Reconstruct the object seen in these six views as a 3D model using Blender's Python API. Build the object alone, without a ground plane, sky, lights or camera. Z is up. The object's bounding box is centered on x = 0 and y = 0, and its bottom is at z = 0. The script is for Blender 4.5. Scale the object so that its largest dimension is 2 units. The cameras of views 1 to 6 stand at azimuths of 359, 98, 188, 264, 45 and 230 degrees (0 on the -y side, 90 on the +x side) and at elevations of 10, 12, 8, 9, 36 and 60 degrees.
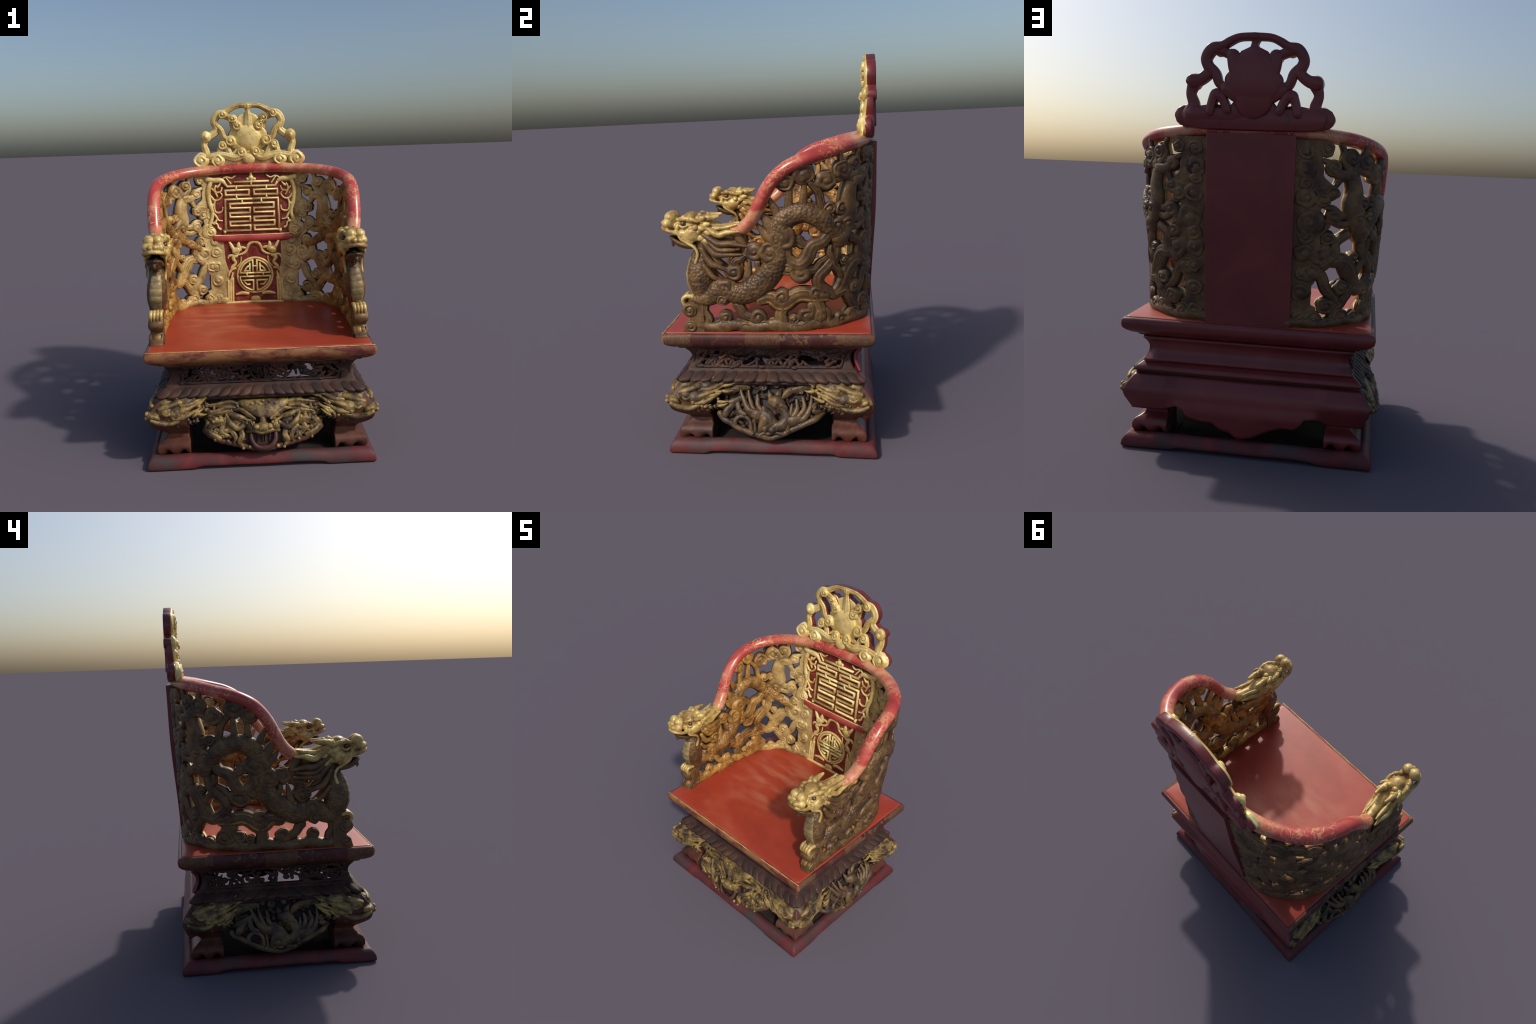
# Carved and gilded lacquer dragon armchair on a waisted pedestal base.
import bpy, bmesh, math, random
import numpy as np
from mathutils import Vector

rng = random.Random(7)
TAU = 2 * math.pi

# ------------------------------------------------------------------ materials
class NT:
    def __init__(self, name):
        self.m = bpy.data.materials.new(name)
        self.m.use_nodes = True
        self.t = self.m.node_tree
        self.p = self.t.nodes["Principled BSDF"]
        self.co = self.n("ShaderNodeTexCoord").outputs["Object"]
    def n(self, kind, **kw):
        x = self.t.nodes.new(kind)
        for k, v in kw.items():
            if k in x.inputs.keys():
                x.inputs[k].default_value = v
            else:
                setattr(x, k, v)
        return x
    def l(self, a, b):
        self.t.links.new(a, b)
    def noise(self, scale, detail=4, rough=.55, dist=0, stretch=None):
        x = self.n("ShaderNodeTexNoise")
        x.inputs["Scale"].default_value = scale
        x.inputs["Detail"].default_value = detail
        x.inputs["Roughness"].default_value = rough
        x.inputs["Distortion"].default_value = dist
        if stretch:
            mp = self.n("ShaderNodeMapping")
            mp.inputs["Scale"].default_value = stretch
            self.l(self.co, mp.inputs["Vector"]); self.l(mp.outputs[0], x.inputs["Vector"])
        else:
            self.l(self.co, x.inputs["Vector"])
        return x.outputs["Fac"]
    def ramp(self, fac, stops):
        r = self.n("ShaderNodeValToRGB")
        e = r.color_ramp.elements
        while len(e) < len(stops):
            e.new(0.5)
        for el, (p, c) in zip(e, stops):
            el.position = p
            el.color = (c, c, c, 1) if not hasattr(c, "__len__") else (*c, 1)
        self.l(fac, r.inputs[0])
        return r.outputs[0]
    def mix(self, fac, a, b):
        x = self.n("ShaderNodeMix", data_type="RGBA")
        for sock, v in ((x.inputs[0], fac), (x.inputs[6], a), (x.inputs[7], b)):
            if hasattr(v, "is_output"):
                self.l(v, sock)
            elif hasattr(v, "__len__"):
                sock.default_value = (*v, 1)
            else:
                sock.default_value = v
        return x.outputs[2]
    def math(self, op, a, b=None):
        x = self.n("ShaderNodeMath", operation=op)
        for i, v in enumerate((a, b)):
            if v is None: continue
            if hasattr(v, "is_output"): self.l(v, x.inputs[i])
            else: x.inputs[i].default_value = v
        return x.outputs[0]
    def bump(self, h, strength=.3, dist=.004):
        b = self.n("ShaderNodeBump")
        b.inputs["Strength"].default_value = strength
        b.inputs["Distance"].default_value = dist
        self.l(h, b.inputs["Height"]); self.l(b.outputs[0], self.p.inputs["Normal"])
    def out(self, col, rough=.4, metal=0.0, spec=.5, coat=0.0):
        if hasattr(col, "is_output"): self.l(col, self.p.inputs["Base Color"])
        else: self.p.inputs["Base Color"].default_value = (*col, 1)
        if hasattr(rough, "is_output"): self.l(rough, self.p.inputs["Roughness"])
        else: self.p.inputs["Roughness"].default_value = rough
        self.p.inputs["Metallic"].default_value = metal
        self.p.inputs["Specular IOR Level"].default_value = spec
        self.p.inputs["Coat Weight"].default_value = coat
        self.p.inputs["Coat Roughness"].default_value = .25
        return self.m

def gilded(name, bright, mid, worn, scale=9, rough=.38, scales=False, grime=.5, edge_bright=.35, rear=None):
    t = NT(name)
    a = t.noise(scale, 5, .6)
    c = t.ramp(a, [(.34, worn), (.47, mid), (.62, bright)])
    c = t.mix(t.math("MULTIPLY", t.ramp(t.noise(scale * 3.2, 4, .65, .5), [(.46, 0), (.62, 1)]), grime * .7), c, worn)
    if rear:       # paler tone toward the chair's back
        c2 = t.ramp(a, [(.34, rear[2]), (.47, rear[1]), (.62, rear[0])])
        sx = t.n("ShaderNodeSeparateXYZ"); t.l(t.co, sx.inputs[0])
        mr = t.n("ShaderNodeMapRange", interpolation_type="SMOOTHSTEP")
        t.l(t.math("ADD", sx.outputs[1], t.math("MULTIPLY", t.noise(7, 3), .2)), mr.inputs[0])
        mr.inputs[1].default_value = .36; mr.inputs[2].default_value = .56
        c = t.mix(mr.outputs[0], c, c2)
    f = t.ramp(t.noise(55, 4, .7), [(.35, 0), (.7, 1)])
    c = t.mix(t.math("MULTIPLY", f, grime * .6), c, worn)
    c = t.mix(t.math("MULTIPLY", t.ramp(t.noise(22, 3, .6, .6), [(.60, 0), (.70, 1)]), grime * .5), c, (.16, .05, .03))
    geo = t.n("ShaderNodeNewGeometry")      # brighter tone along the carved edges
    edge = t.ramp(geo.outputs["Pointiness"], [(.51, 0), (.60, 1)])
    c = t.mix(t.math("MULTIPLY", t.math("MULTIPLY", edge, t.ramp(t.noise(14, 3), [(.38, .2), (.6, 1)])), edge_bright), c, [min(1, q * 1.45) for q in bright])
    low = t.ramp(geo.outputs["Pointiness"], [(.40, 1), (.485, 0)])     # darker tone in the carved grooves
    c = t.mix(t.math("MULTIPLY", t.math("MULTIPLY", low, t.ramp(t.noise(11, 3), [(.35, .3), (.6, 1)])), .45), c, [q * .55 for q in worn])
    h = t.noise(70, 4, .6)
    if scales:
        v = t.n("ShaderNodeTexVoronoi"); v.inputs["Scale"].default_value = 62
        t.l(t.co, v.inputs["Vector"])
        h = t.math("ADD", t.math("MULTIPLY", v.outputs["Distance"], -1.6), t.math("MULTIPLY", h, .3))
        t.bump(h, .6, .005)
    else:
        t.bump(t.math("ADD", h, t.math("MULTIPLY", t.noise(28, 3, .6), .8)), .5, .006 if name.startswith(("soot", "dark")) else .004)  # near black
    return t.out(c, rough, 0.12, .5)

def lacquer(name, base, dark, pale, rough=.3, scale=6, gilt=None, gold=(.55, .36, .12), streak=None, grime=0.0, spec=None):
    t = NT(name)
    a = t.noise(scale, 4, .6, .4, streak)
    c = t.ramp(a, [(.32, dark), (.5, base), (.72, pale)])
    if gilt == "scroll":       # loose painted scroll lines
        n = t.noise(15, 1.5, .5, 1.2)
        d = t.math("ABSOLUTE", t.math("SUBTRACT", n, .5))
        line = t.ramp(d, [(.012, 1), (.03, 0)])
        keep = t.ramp(t.noise(7, 2, .5), [(.44, 0), (.54, 1)])
        c = t.mix(t.math("MULTIPLY", t.math("MULTIPLY", line, keep), .8), c, gold)
    elif gilt == "hatch":      # dense fine diaper pattern
        n = t.noise(42, 1.0, .5, 2.2)
        d = t.math("ABSOLUTE", t.math("SUBTRACT", n, .5))
        line = t.ramp(d, [(.03, 1), (.07, 0)])
        wear = t.ramp(t.noise(10, 3, .6), [(.35, .35), (.6, .9)])
        c = t.mix(t.math("MULTIPLY", line, wear), c, gold)
        c = t.mix(t.math("MULTIPLY", wear, .3), c, gold)
    elif gilt == "stain":      # smears of gold on the ground
        c = t.mix(t.ramp(t.noise(26, 4, .65), [(.54, 0), (.70, .55)]), c, gold)
    elif gilt == "worn":       # broad worn gold over red
        n = t.noise(9, 5, .65, .3, (1, 1, 2.5))
        c = t.mix(t.ramp(n, [(.40, 0), (.56, .85)]), c, gold)
    if grime:
        g = t.ramp(t.noise(5, 5, .65), [(.45, 0), (.7, 1)])
        c = t.mix(t.math("MULTIPLY", g, grime), c, (.055, .045, .045))
    t.bump(t.noise(30, 4, .5), .12, .003)
    sp = spec if spec is not None else (.5 if rough < .42 else .28)
    return t.out(c, rough, 0, sp, .15 if sp > .4 else 0)

M = {}
def rail_lacquer():
    """Crimson rail: scroll-painted fields alternating with worn gilt diaper bands that blend softly."""
    t = NT("crimson_rail_lacquer")
    red = t.ramp(t.noise(6, 4, .6, .4), [(.30, (.34, .040, .034)), (.5, (.46, .068, .052)), (.64, (.60, .24, .15))])
    sx = t.n("ShaderNodeSeparateXYZ"); t.l(t.co, sx.inputs[0])
    def step(v, lo, hi):
        m = t.n("ShaderNodeMapRange", interpolation_type="SMOOTHSTEP")
        t.l(v, m.inputs[0]); m.inputs[1].default_value = lo; m.inputs[2].default_value = hi
        return m.outputs[0]
    wob = t.math("MULTIPLY", t.math("SUBTRACT", t.noise(25, 2), .5), .02)
    ax = t.math("ADD", t.math("ABSOLUTE", t.math("SUBTRACT", sx.outputs[0], .012)), wob)
    zz = t.math("ADD", sx.outputs[2], wob)
    up = t.math("MULTIPLY", t.math("MULTIPLY", step(ax, .20, .212), step(ax, .47, .42)), step(zz, 1.48, 1.52))
    low = step(zz, 1.285, 1.273)
    band = t.math("MAXIMUM", up, low)
    wear = t.ramp(t.noise(9, 4, .65), [(.36, .25), (.62, 1)])
    n = t.noise(46, 1.0, .5, 2.4)
    hatch = t.ramp(t.math("ABSOLUTE", t.math("SUBTRACT", n, .5)), [(.035, 1), (.075, 0)])
    f1 = t.math("MULTIPLY", t.math("MULTIPLY", band, wear), t.math("ADD", t.math("MULTIPLY", hatch, .42), .24))
    n2 = t.noise(17, 1.5, .5, 1.4)
    line = t.ramp(t.math("ABSOLUTE", t.math("SUBTRACT", n2, .5)), [(.015, 1), (.035, 0)])
    keep = t.ramp(t.noise(6.5, 2, .5), [(.46, 0), (.54, 1)])
    f2 = t.math("MULTIPLY", t.math("MULTIPLY", line, keep), t.math("SUBTRACT", .45, t.math("MULTIPLY", band, .45)))
    c = t.mix(t.math("MAXIMUM", f1, f2), red, (.70, .46, .20))
    t.bump(t.noise(30, 4, .5), .12, .003)
    return t.out(c, .27, 0, .5, .15)

def seat_lacquer():
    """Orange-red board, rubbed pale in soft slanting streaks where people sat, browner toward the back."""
    t = NT("seat_orange_red_lacquer")
    c = t.ramp(t.noise(2.6, 4, .6, .4), [(.32, (.29, .036, .017)), (.52, (.37, .046, .021)), (.72, (.42, .085, .042))])
    sx = t.n("ShaderNodeSeparateXYZ"); t.l(t.co, sx.inputs[0])
    r2 = t.math("ADD", t.math("POWER", t.math("ABSOLUTE", t.math("ADD", sx.outputs[0], .12)), 2), t.math("POWER", t.math("ABSOLUTE", t.math("SUBTRACT", sx.outputs[1], .10)), 2))
    zone = t.ramp(r2, [(.02, 1), (.16, 0)])
    mp = t.n("ShaderNodeMapping"); mp.inputs["Rotation"].default_value = (0, 0, .6); mp.inputs["Scale"].default_value = (2.2, 7, 1)
    x = t.n("ShaderNodeTexNoise"); x.inputs["Scale"].default_value = 1.6; x.inputs["Detail"].default_value = 4
    t.l(t.co, mp.inputs["Vector"]); t.l(mp.outputs[0], x.inputs["Vector"])
    c = t.mix(t.math("MULTIPLY", t.math("MULTIPLY", t.ramp(x.outputs["Fac"], [(.44, 0), (.66, 1)]), zone), .55), c, (.50, .20, .11))
    t.bump(t.noise(30, 4, .5), .10, .003)
    return t.out(c, .43, 0, .45, .1)

def make_materials():
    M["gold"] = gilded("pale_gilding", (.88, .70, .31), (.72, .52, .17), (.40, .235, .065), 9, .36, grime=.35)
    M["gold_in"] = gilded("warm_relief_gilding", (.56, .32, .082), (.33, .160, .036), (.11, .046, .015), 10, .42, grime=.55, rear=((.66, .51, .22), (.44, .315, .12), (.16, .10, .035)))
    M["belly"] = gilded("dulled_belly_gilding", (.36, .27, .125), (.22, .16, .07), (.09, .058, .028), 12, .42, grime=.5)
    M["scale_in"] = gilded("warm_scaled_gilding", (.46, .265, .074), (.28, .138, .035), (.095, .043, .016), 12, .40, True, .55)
    M["side"] = gilded("aged_brown_gilding", (.205, .115, .040), (.118, .062, .022), (.045, .024, .012), 10, .46, grime=.6)  # outer faces coloured darker and browner than the inner gilding
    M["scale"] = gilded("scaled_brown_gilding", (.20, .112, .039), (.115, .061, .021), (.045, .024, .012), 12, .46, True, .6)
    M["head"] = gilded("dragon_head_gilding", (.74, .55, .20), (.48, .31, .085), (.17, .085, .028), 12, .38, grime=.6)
    M["base_gold"] = gilded("sooted_gilding", (.34, .23, .072), (.105, .062, .024), (.026, .017, .013), 14, .46, grime=.8, edge_bright=.7)  # dark patchy gilding
    M["base_brown"] = gilded("dark_brown_gilding", (.15, .092, .035), (.062, .037, .019), (.024, .017, .014), 14, .46, grime=.7, edge_bright=.6)
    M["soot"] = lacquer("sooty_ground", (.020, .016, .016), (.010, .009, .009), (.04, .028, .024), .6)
    M["umber"] = lacquer("umber_lacquer", (.048, .022, .016), (.024, .014, .012), (.095, .045, .03), .58, 9, grime=.4)
    M["knee"] = lacquer("rust_lacquer", (.09, .028, .017), (.045, .018, .014), (.15, .055, .028), .48, 10, grime=.45)
    M["red"] = lacquer("crimson_lacquer", (.42, .055, .045), (.30, .035, .032), (.52, .10, .08), .28, 6)
    M["rail"] = rail_lacquer()
    M["back_red"] = lacquer("oxblood_lacquer", (.155, .022, .022), (.115, .017, .018), (.195, .030, .028), .38, 3)  # red lowered to match the rear lying out of the sun
    M["ground_red"] = lacquer("panel_red_ground", (.20, .024, .023), (.10, .013, .013), (.30, .045, .042), .46, 12, "stain", (.42, .22, .08))
    M["seat"] = seat_lacquer()
    M["seat_plain"] = lacquer("orange_red_lacquer", (.37, .046, .021), (.29, .036, .017), (.43, .095, .050), .44, 2.6)
    M["edge"] = lacquer("worn_gilt_edge", (.13, .030, .024), (.065, .018, .016), (.20, .05, .036), .46, 8, "worn", (.29, .135, .055))
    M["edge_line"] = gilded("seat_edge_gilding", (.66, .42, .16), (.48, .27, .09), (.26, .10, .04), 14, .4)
    M["edge_side"] = lacquer("dark_lacquer_edge_scrolls", (.075, .021, .018), (.042, .015, .014), (.11, .032, .026), .5, 8, "scroll", (.19, .11, .05), grime=.3)
    M["edge_hatch"] = lacquer("dark_lacquer_edge_diaper", (.085, .026, .02), (.048, .016, .015), (.12, .036, .028), .5, 8, "hatch", (.18, .105, .045), grime=.3)
    M["plinth"] = lacquer("plinth_red", (.115, .021, .022), (.062, .018, .018), (.18, .034, .033), .55, 6, grime=1.0)
    M["eye"] = lacquer("dark_eye", (.06, .04, .03), (.03, .02, .02), (.1, .07, .04), .25)

# ------------------------------------------------------------------ mesh kit
def add(name, V, F, mat, parent, mats=None, fm=None, smooth=True, kind=None):
    me = bpy.data.meshes.new(name)
    me.from_pydata([tuple(map(float, v)) for v in V], [], [tuple(int(i) for i in f) for f in F])
    for m in (mats or [mat]):
        me.materials.append(M[m])
    if fm is not None:
        me.polygons.foreach_set("material_index", np.asarray(fm, dtype=np.int32))
    me.polygons.foreach_set("use_smooth", [smooth] * len(me.polygons))
    bm = bmesh.new(); bm.from_mesh(me)
    bmesh.ops.recalc_face_normals(bm, faces=bm.faces)
    bm.to_mesh(me); bm.free()
    me.update()
    o = bpy.data.objects.new(name, me)
    bpy.context.scene.collection.objects.link(o)
    o.parent = parent
    if kind: o["kind"] = kind
    return o

def empty(name, parent=None):
    o = bpy.data.objects.new(name, None)
    bpy.context.scene.collection.objects.link(o)
    o.parent = parent
    return o

def sharp(o, deg=40):
    me = o.data
    bm = bmesh.new(); bm.from_mesh(me)
    for e in bm.edges:
        if len(e.link_faces) == 2 and e.calc_face_angle(0) > math.radians(deg):
            e.smooth = False
    bm.to_mesh(me); bm.free()
    return o

def spline(P, step=.012):
    """Catmull-Rom through control rows (any number of columns)."""
    P = np.array(P, float)
    if len(P) == 2:
        n = max(3, int(np.linalg.norm(P[1, :2] - P[0, :2]) / step))
        return P[0] + (P[1] - P[0]) * np.linspace(0, 1, n)[:, None]
    Q = np.vstack([2 * P[0] - P[1], P, 2 * P[-1] - P[-2]])
    out = []
    for i in range(1, len(Q) - 2):
        a, b, c, d = Q[i - 1:i + 3]
        n = max(2, int(math.ceil(np.linalg.norm((c - b)[:3]) / step)))
        for t in np.arange(n) / n:
            out.append(.5 * (2 * b + (c - a) * t + (2 * a - 5 * b + 4 * c - d) * t * t + (3 * b - a - 3 * c + d) * t ** 3))
    out.append(P[-1])
    return np.array(out)

def unit(v):
    return v / np.maximum(np.linalg.norm(v, axis=-1, keepdims=True), 1e-9)

def tube(P, N, w, h, k=14, ridge=0.0, nr=3, cap=True, seg=0.0, segn=1):
    """Sweep an oval (in-surface half width w, half thickness h) along P."""
    P = np.asarray(P, float); N = np.asarray(N, float)
    w = np.broadcast_to(w, len(P)).astype(float); h = np.broadcast_to(h, len(P)).astype(float)
    T = unit(np.gradient(P, axis=0))
    if cap:
        a = np.radians([75, 50, 25])
        def ends(i, sgn):
            r = max(min(w[i], h[i]), .0005)
            return (P[i] + sgn * T[i] * r * np.sin(a)[:, None], np.cos(a))
        pa, ca = ends(0, -1); pb, cb = ends(-1, 1)
        P = np.vstack([pa, P, pb[::-1]])
        N = np.vstack([[N[0]] * 3, N, [N[-1]] * 3])
        T = np.vstack([[T[0]] * 3, T, [T[-1]] * 3])
        w = np.r_[w[0] * ca, w, w[-1] * cb[::-1]]
        h = np.r_[h[0] * ca, h, h[-1] * cb[::-1]]
    N = unit(N - T * (N * T).sum(1, keepdims=True))
    Bn = np.cross(T, N)
    th = np.linspace(0, TAU, k, endpoint=False)
    c, s = np.cos(th), np.sin(th)
    hh = s * (1 + ridge * np.cos(math.pi * nr * c) * np.abs(s) ** .5)
    mod = np.ones(len(P))
    if seg:
        mod = 1 + seg * np.abs(np.sin(np.linspace(0, math.pi * segn, len(P)))) - seg * .5
    V = P[:, None] + Bn[:, None] * (w[:, None] * c * mod[:, None])[..., None] + N[:, None] * (h[:, None] * hh * mod[:, None])[..., None]
    n = len(P)
    V = V.reshape(-1, 3)
    F = []
    for i in range(n - 1):
        for j in range(k):
            j2 = (j + 1) % k
            F.append((i * k + j, i * k + j2, (i + 1) * k + j2, (i + 1) * k + j))
    F.append(tuple(range(k))); F.append(tuple(range((n - 1) * k, n * k)))
    return V, F

def join(parts):
    V, F, o = [], [], 0
    for v, f in parts:
        V.append(np.asarray(v)); F += [tuple(i + o for i in q) for q in f]; o += len(v)
    return np.vstack(V), F

def stube(S, ctrl, flat=1.0, hmin=0.0, ridge=0.0, nr=3, k=14, step=.012, seg=0, segn=1, hmax=9, wave=0.0, wk=1.5, wp=0.0):
    """Tube on a surface S(u,v,n); ctrl rows (u, v, r) or (u, v, r, n)."""
    C = [tuple(c) + (0,) * (4 - len(c)) for c in ctrl]
    A = spline(C, step)
    u, v, r, n = A.T
    if wave and len(A) > 4:      # carved strands never run quite straight
        d = unit(np.gradient(A[:, :2], axis=0)); t = np.linspace(0, 1, len(A))
        o = wave * np.sin(TAU * wk * t + wp) * np.sin(math.pi * t)
        u, v = u - d[:, 1] * o, v + d[:, 0] * o
    r = np.maximum(r, .002)
    P = S(u, v, n); Nn = unit(S(u, v, n + .004) - P)
    h = np.minimum(np.maximum(r * flat, hmin * np.minimum(1, r / max(r.max(), 1e-6) * 1.6)), hmax)
    return tube(P, Nn, r, h, k, ridge, nr, seg=seg, segn=segn)

def ball(c, r, nu=16, nv=10, R=None):
    """Ellipsoid, radii r (3), optional rotation rows R."""
    r = np.broadcast_to(np.array(r, float), 3)
    V, F = [], []
    for i in range(1, nv):
        a = math.pi * i / nv
        for j in range(nu):
            b = TAU * j / nu
            V.append((math.sin(a) * math.cos(b), math.sin(a) * math.sin(b), math.cos(a)))
    V += [(0, 0, 1), (0, 0, -1)]
    V = np.array(V) * r
    if R is not None: V = V @ np.array(R)
    V = V + np.array(c)
    for i in range(nv - 2):
        for j in range(nu):
            j2 = (j + 1) % nu
            F.append((i * nu + j, (i + 1) * nu + j, (i + 1) * nu + j2, i * nu + j2))
    t, b = len(V) - 2, len(V) - 1
    for j in range(nu):
        j2 = (j + 1) % nu
        F.append((t, j, j2)); F.append((b, (nv - 2) * nu + j2, (nv - 2) * nu + j))
    return V, F

def sball(S, u, v, n, r, rn=None):
    """Ellipsoid seated on a surface: radius r in it, rn across it."""
    P = S(np.array([u]), np.array([v]), np.array([n]))[0]
    N = unit(S(np.array([u]), np.array([v]), np.array([n + .004]))[0] - P)
    t = unit(np.cross([0, 0, 1.0], N)); b = np.cross(N, t)
    rr = np.broadcast_to(np.array(r, float), 2)
    return ball(P, (rr[0], rr[1], rn or rr[0]), 14, 9, [t, b, N])

def scroll(S, u, v, r, front, back, turns=2.0, hand=1, phase=0.0, lobes=0, relief=.010, n0=0.0, sq=1.0, rings=13, seg=34, twoface=True):
    """Cloud curl: a rounded disc whose face(s) carry a raised spiral ending in a bead."""
    rho = np.r_[np.linspace(0.0, .96, rings), 1.0]
    th = np.linspace(0, TAU, seg, endpoint=False)
    R, T = np.meshgrid(rho, th, indexing="ij")
    rim = 1 + (.07 * np.cos(lobes * T + phase * 1.7) if lobes else 0)
    x, y = R * np.cos(T) * rim * r, R * np.sin(T) * rim * r * sq
    ph = R * turns - hand * (T + phase) / TAU
    rid = np.abs(np.cos(math.pi * ph)) ** .8
    env = np.clip((R - .18) / .12, 0, 1) * np.clip((1.0 - R) / .06, 0, 1)
    bead = np.sqrt(np.clip(1 - (R / .27) ** 2, 0, 1))
    edge = np.sqrt(np.clip(1 - R ** 6, 0, 1))
    hgt = (.55 + .25 * (1 - R)) * edge * 1.0
    def face(sgn, dep, rel):
        hh = dep * (edge * .85) + rel * (rid * env + 1.25 * bead)
        return S((u + x).ravel(), (v + y).ravel(), (n0 + sgn * hh).ravel())
    A = face(1, front, relief)
    Bk = face(-1, back, relief if twoface else 0.0)
    nr = len(rho); F = []
    for off, flip in ((0, 0), (nr * seg, 1)):
        for i in range(nr - 1):
            for j in range(seg):
                j2 = (j + 1) % seg
                q = (off + i * seg + j, off + (i + 1) * seg + j, off + (i + 1) * seg + j2, off + i * seg + j2)
                F.append(q if not flip else q[::-1])
    o = nr * seg; l = (nr - 1) * seg
    for j in range(seg):
        j2 = (j + 1) % seg
        F.append((l + j, o + l + j, o + l + j2, l + j2))
    return np.vstack([A, Bk]), F

def dedupe(o, d=1e-5):
    bm = bmesh.new(); bm.from_mesh(o.data)
    bmesh.ops.remove_doubles(bm, verts=bm.verts, dist=d)
    bmesh.ops.recalc_face_normals(bm, faces=bm.faces)
    bm.to_mesh(o.data); bm.free(); return o

def fuse(name, parts, voxel, mat, parent, smooth=4, factor=.5, cut=None):
    """Blend overlapping solids to one carved skin (voxel remesh + smooth)."""
    V, F = join(parts)
    o = add(name, V, F, mat, parent)
    m = o.modifiers.new("blend", "REMESH"); m.mode = "VOXEL"; m.voxel_size = voxel; m.use_smooth_shade = True
    if smooth:
        s = o.modifiers.new("soften", "SMOOTH"); s.iterations = smooth; s.factor = factor
    dg = bpy.context.evaluated_depsgraph_get()
    me = bpy.data.meshes.new_from_object(o.evaluated_get(dg))
    o.modifiers.clear()
    old = o.data; o.data = me; bpy.data.meshes.remove(old)
    if cut:
        bm = bmesh.new(); bm.from_mesh(me)
        g = bm.verts[:] + bm.edges[:] + bm.faces[:]
        r = bmesh.ops.bisect_plane(bm, geom=g, plane_co=cut[0], plane_no=cut[1], clear_outer=True)
        ed = [x for x in r["geom_cut"] if isinstance(x, bmesh.types.BMEdge)]
        bmesh.ops.holes_fill(bm, edges=ed)
        bm.to_mesh(me); bm.free()
    me.polygons.foreach_set("use_smooth", [True] * len(me.polygons))
    if not me.materials: me.materials.append(M[mat])
    return o

def mitre(S, pts, w, h, n0=0.0, closed=False):
    """Moulded fillet along a polyline with mitred corners, domed section, on S."""
    P = np.array(pts, float)
    n = len(P)
    sec = [(-1, -.6), (-1, .45), (-.62, .92), (0, 1.0), (.62, .92), (1, .45), (1, -.6)]
    V = []
    for i in range(n):
        a = P[i] - P[i - 1] if (i > 0 or closed) else None
        b = P[(i + 1) % n] - P[i] if (i < n - 1 or closed) else None
        if a is None: a = b
        if b is None: b = a
        a, b = unit(a), unit(b)
        na, nb = np.array([-a[1], a[0]]), np.array([-b[1], b[0]])
        m = unit(na + nb); sc = 1 / max(.35, float(m @ na))
        q = P[i].copy()
        if not closed and i == 0: q = q - b * w * .8
        if not closed and i == n - 1: q = q + a * w * .8
        for cx, cz in sec:
            e = q + m * sc * w * cx
            V.append((e[0], e[1], n0 + h * cz))
    V = np.array(V); k = len(sec); F = []
    for i in range(n if closed else n - 1):
        i2 = (i + 1) % n
        for j in range(k):
            j2 = (j + 1) % k
            F.append((i * k + j, i * k + j2, i2 * k + j2, i2 * k + j))
    if not closed:
        F.append(tuple(range(k))); F.append(tuple(range((n - 1) * k, n * k)))
    return S(V[:, 0], V[:, 1], V[:, 2]), F

def grid_faces(nu, nv, off=0):
    return [(off + i * nv + j, off + (i + 1) * nv + j, off + (i + 1) * nv + j + 1, off + i * nv + j + 1)
            for i in range(nu - 1) for j in range(nv - 1)]

# ------------------------------------------------------------------ base: rectangular rings
YC = .010
XB = .009      # the upper structure sits a touch off the plinth's middle
def rect_ring(hx, z, dy=.088, m=10, rad=.012, zf=None):
    """Rounded rectangle ring; m points per straight side plus corner arcs."""
    hy = hx - dy
    pts = []
    rad = min(rad, hx * .5)
    for (cx, cy, a0) in ((1, 1, 0), (-1, 1, 90), (-1, -1, 180), (1, -1, 270)):
        for a in (0, 30, 60, 90):
            an = math.radians(a0 + a)
            pts.append((cx * (hx - rad) + rad * math.cos(an), cy * (hy - rad) + rad * math.sin(an)))
        nx, ny = {0: (-1, 1), 90: (-1, -1), 180: (1, -1), 270: (1, 1)}[a0]
        an = math.radians(a0 + 90)
        e0 = np.array(pts[-1]); an2 = math.radians(a0 + 90)
        e1 = np.array((nx * (hx - rad) + rad * math.cos(an2), ny * (hy - rad) + rad * math.sin(an2)))
        for t in np.arange(1, m) / m:
            pts.append(tuple(e0 + (e1 - e0) * t))
    out = []
    sh = XB if z > .10 else 0
    for x, y in pts:
        out.append((x + sh, y + YC, z + (zf(x, y) if zf else 0)))
    return out

def loft(rings, close_top=False, close_bot=False):
    k = len(rings[0]); V = [p for r in rings for p in r]; F = []
    for i in range(len(rings) - 1):
        for j in range(k):
            j2 = (j + 1) % k
            F.append((i * k + j, i * k + j2, (i + 1) * k + j2, (i + 1) * k + j))
    if close_top: F.append(tuple(range((len(rings) - 1) * k, len(rings) * k)))
    if close_bot: F.append(tuple(range(k)))
    return np.array(V), F

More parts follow.
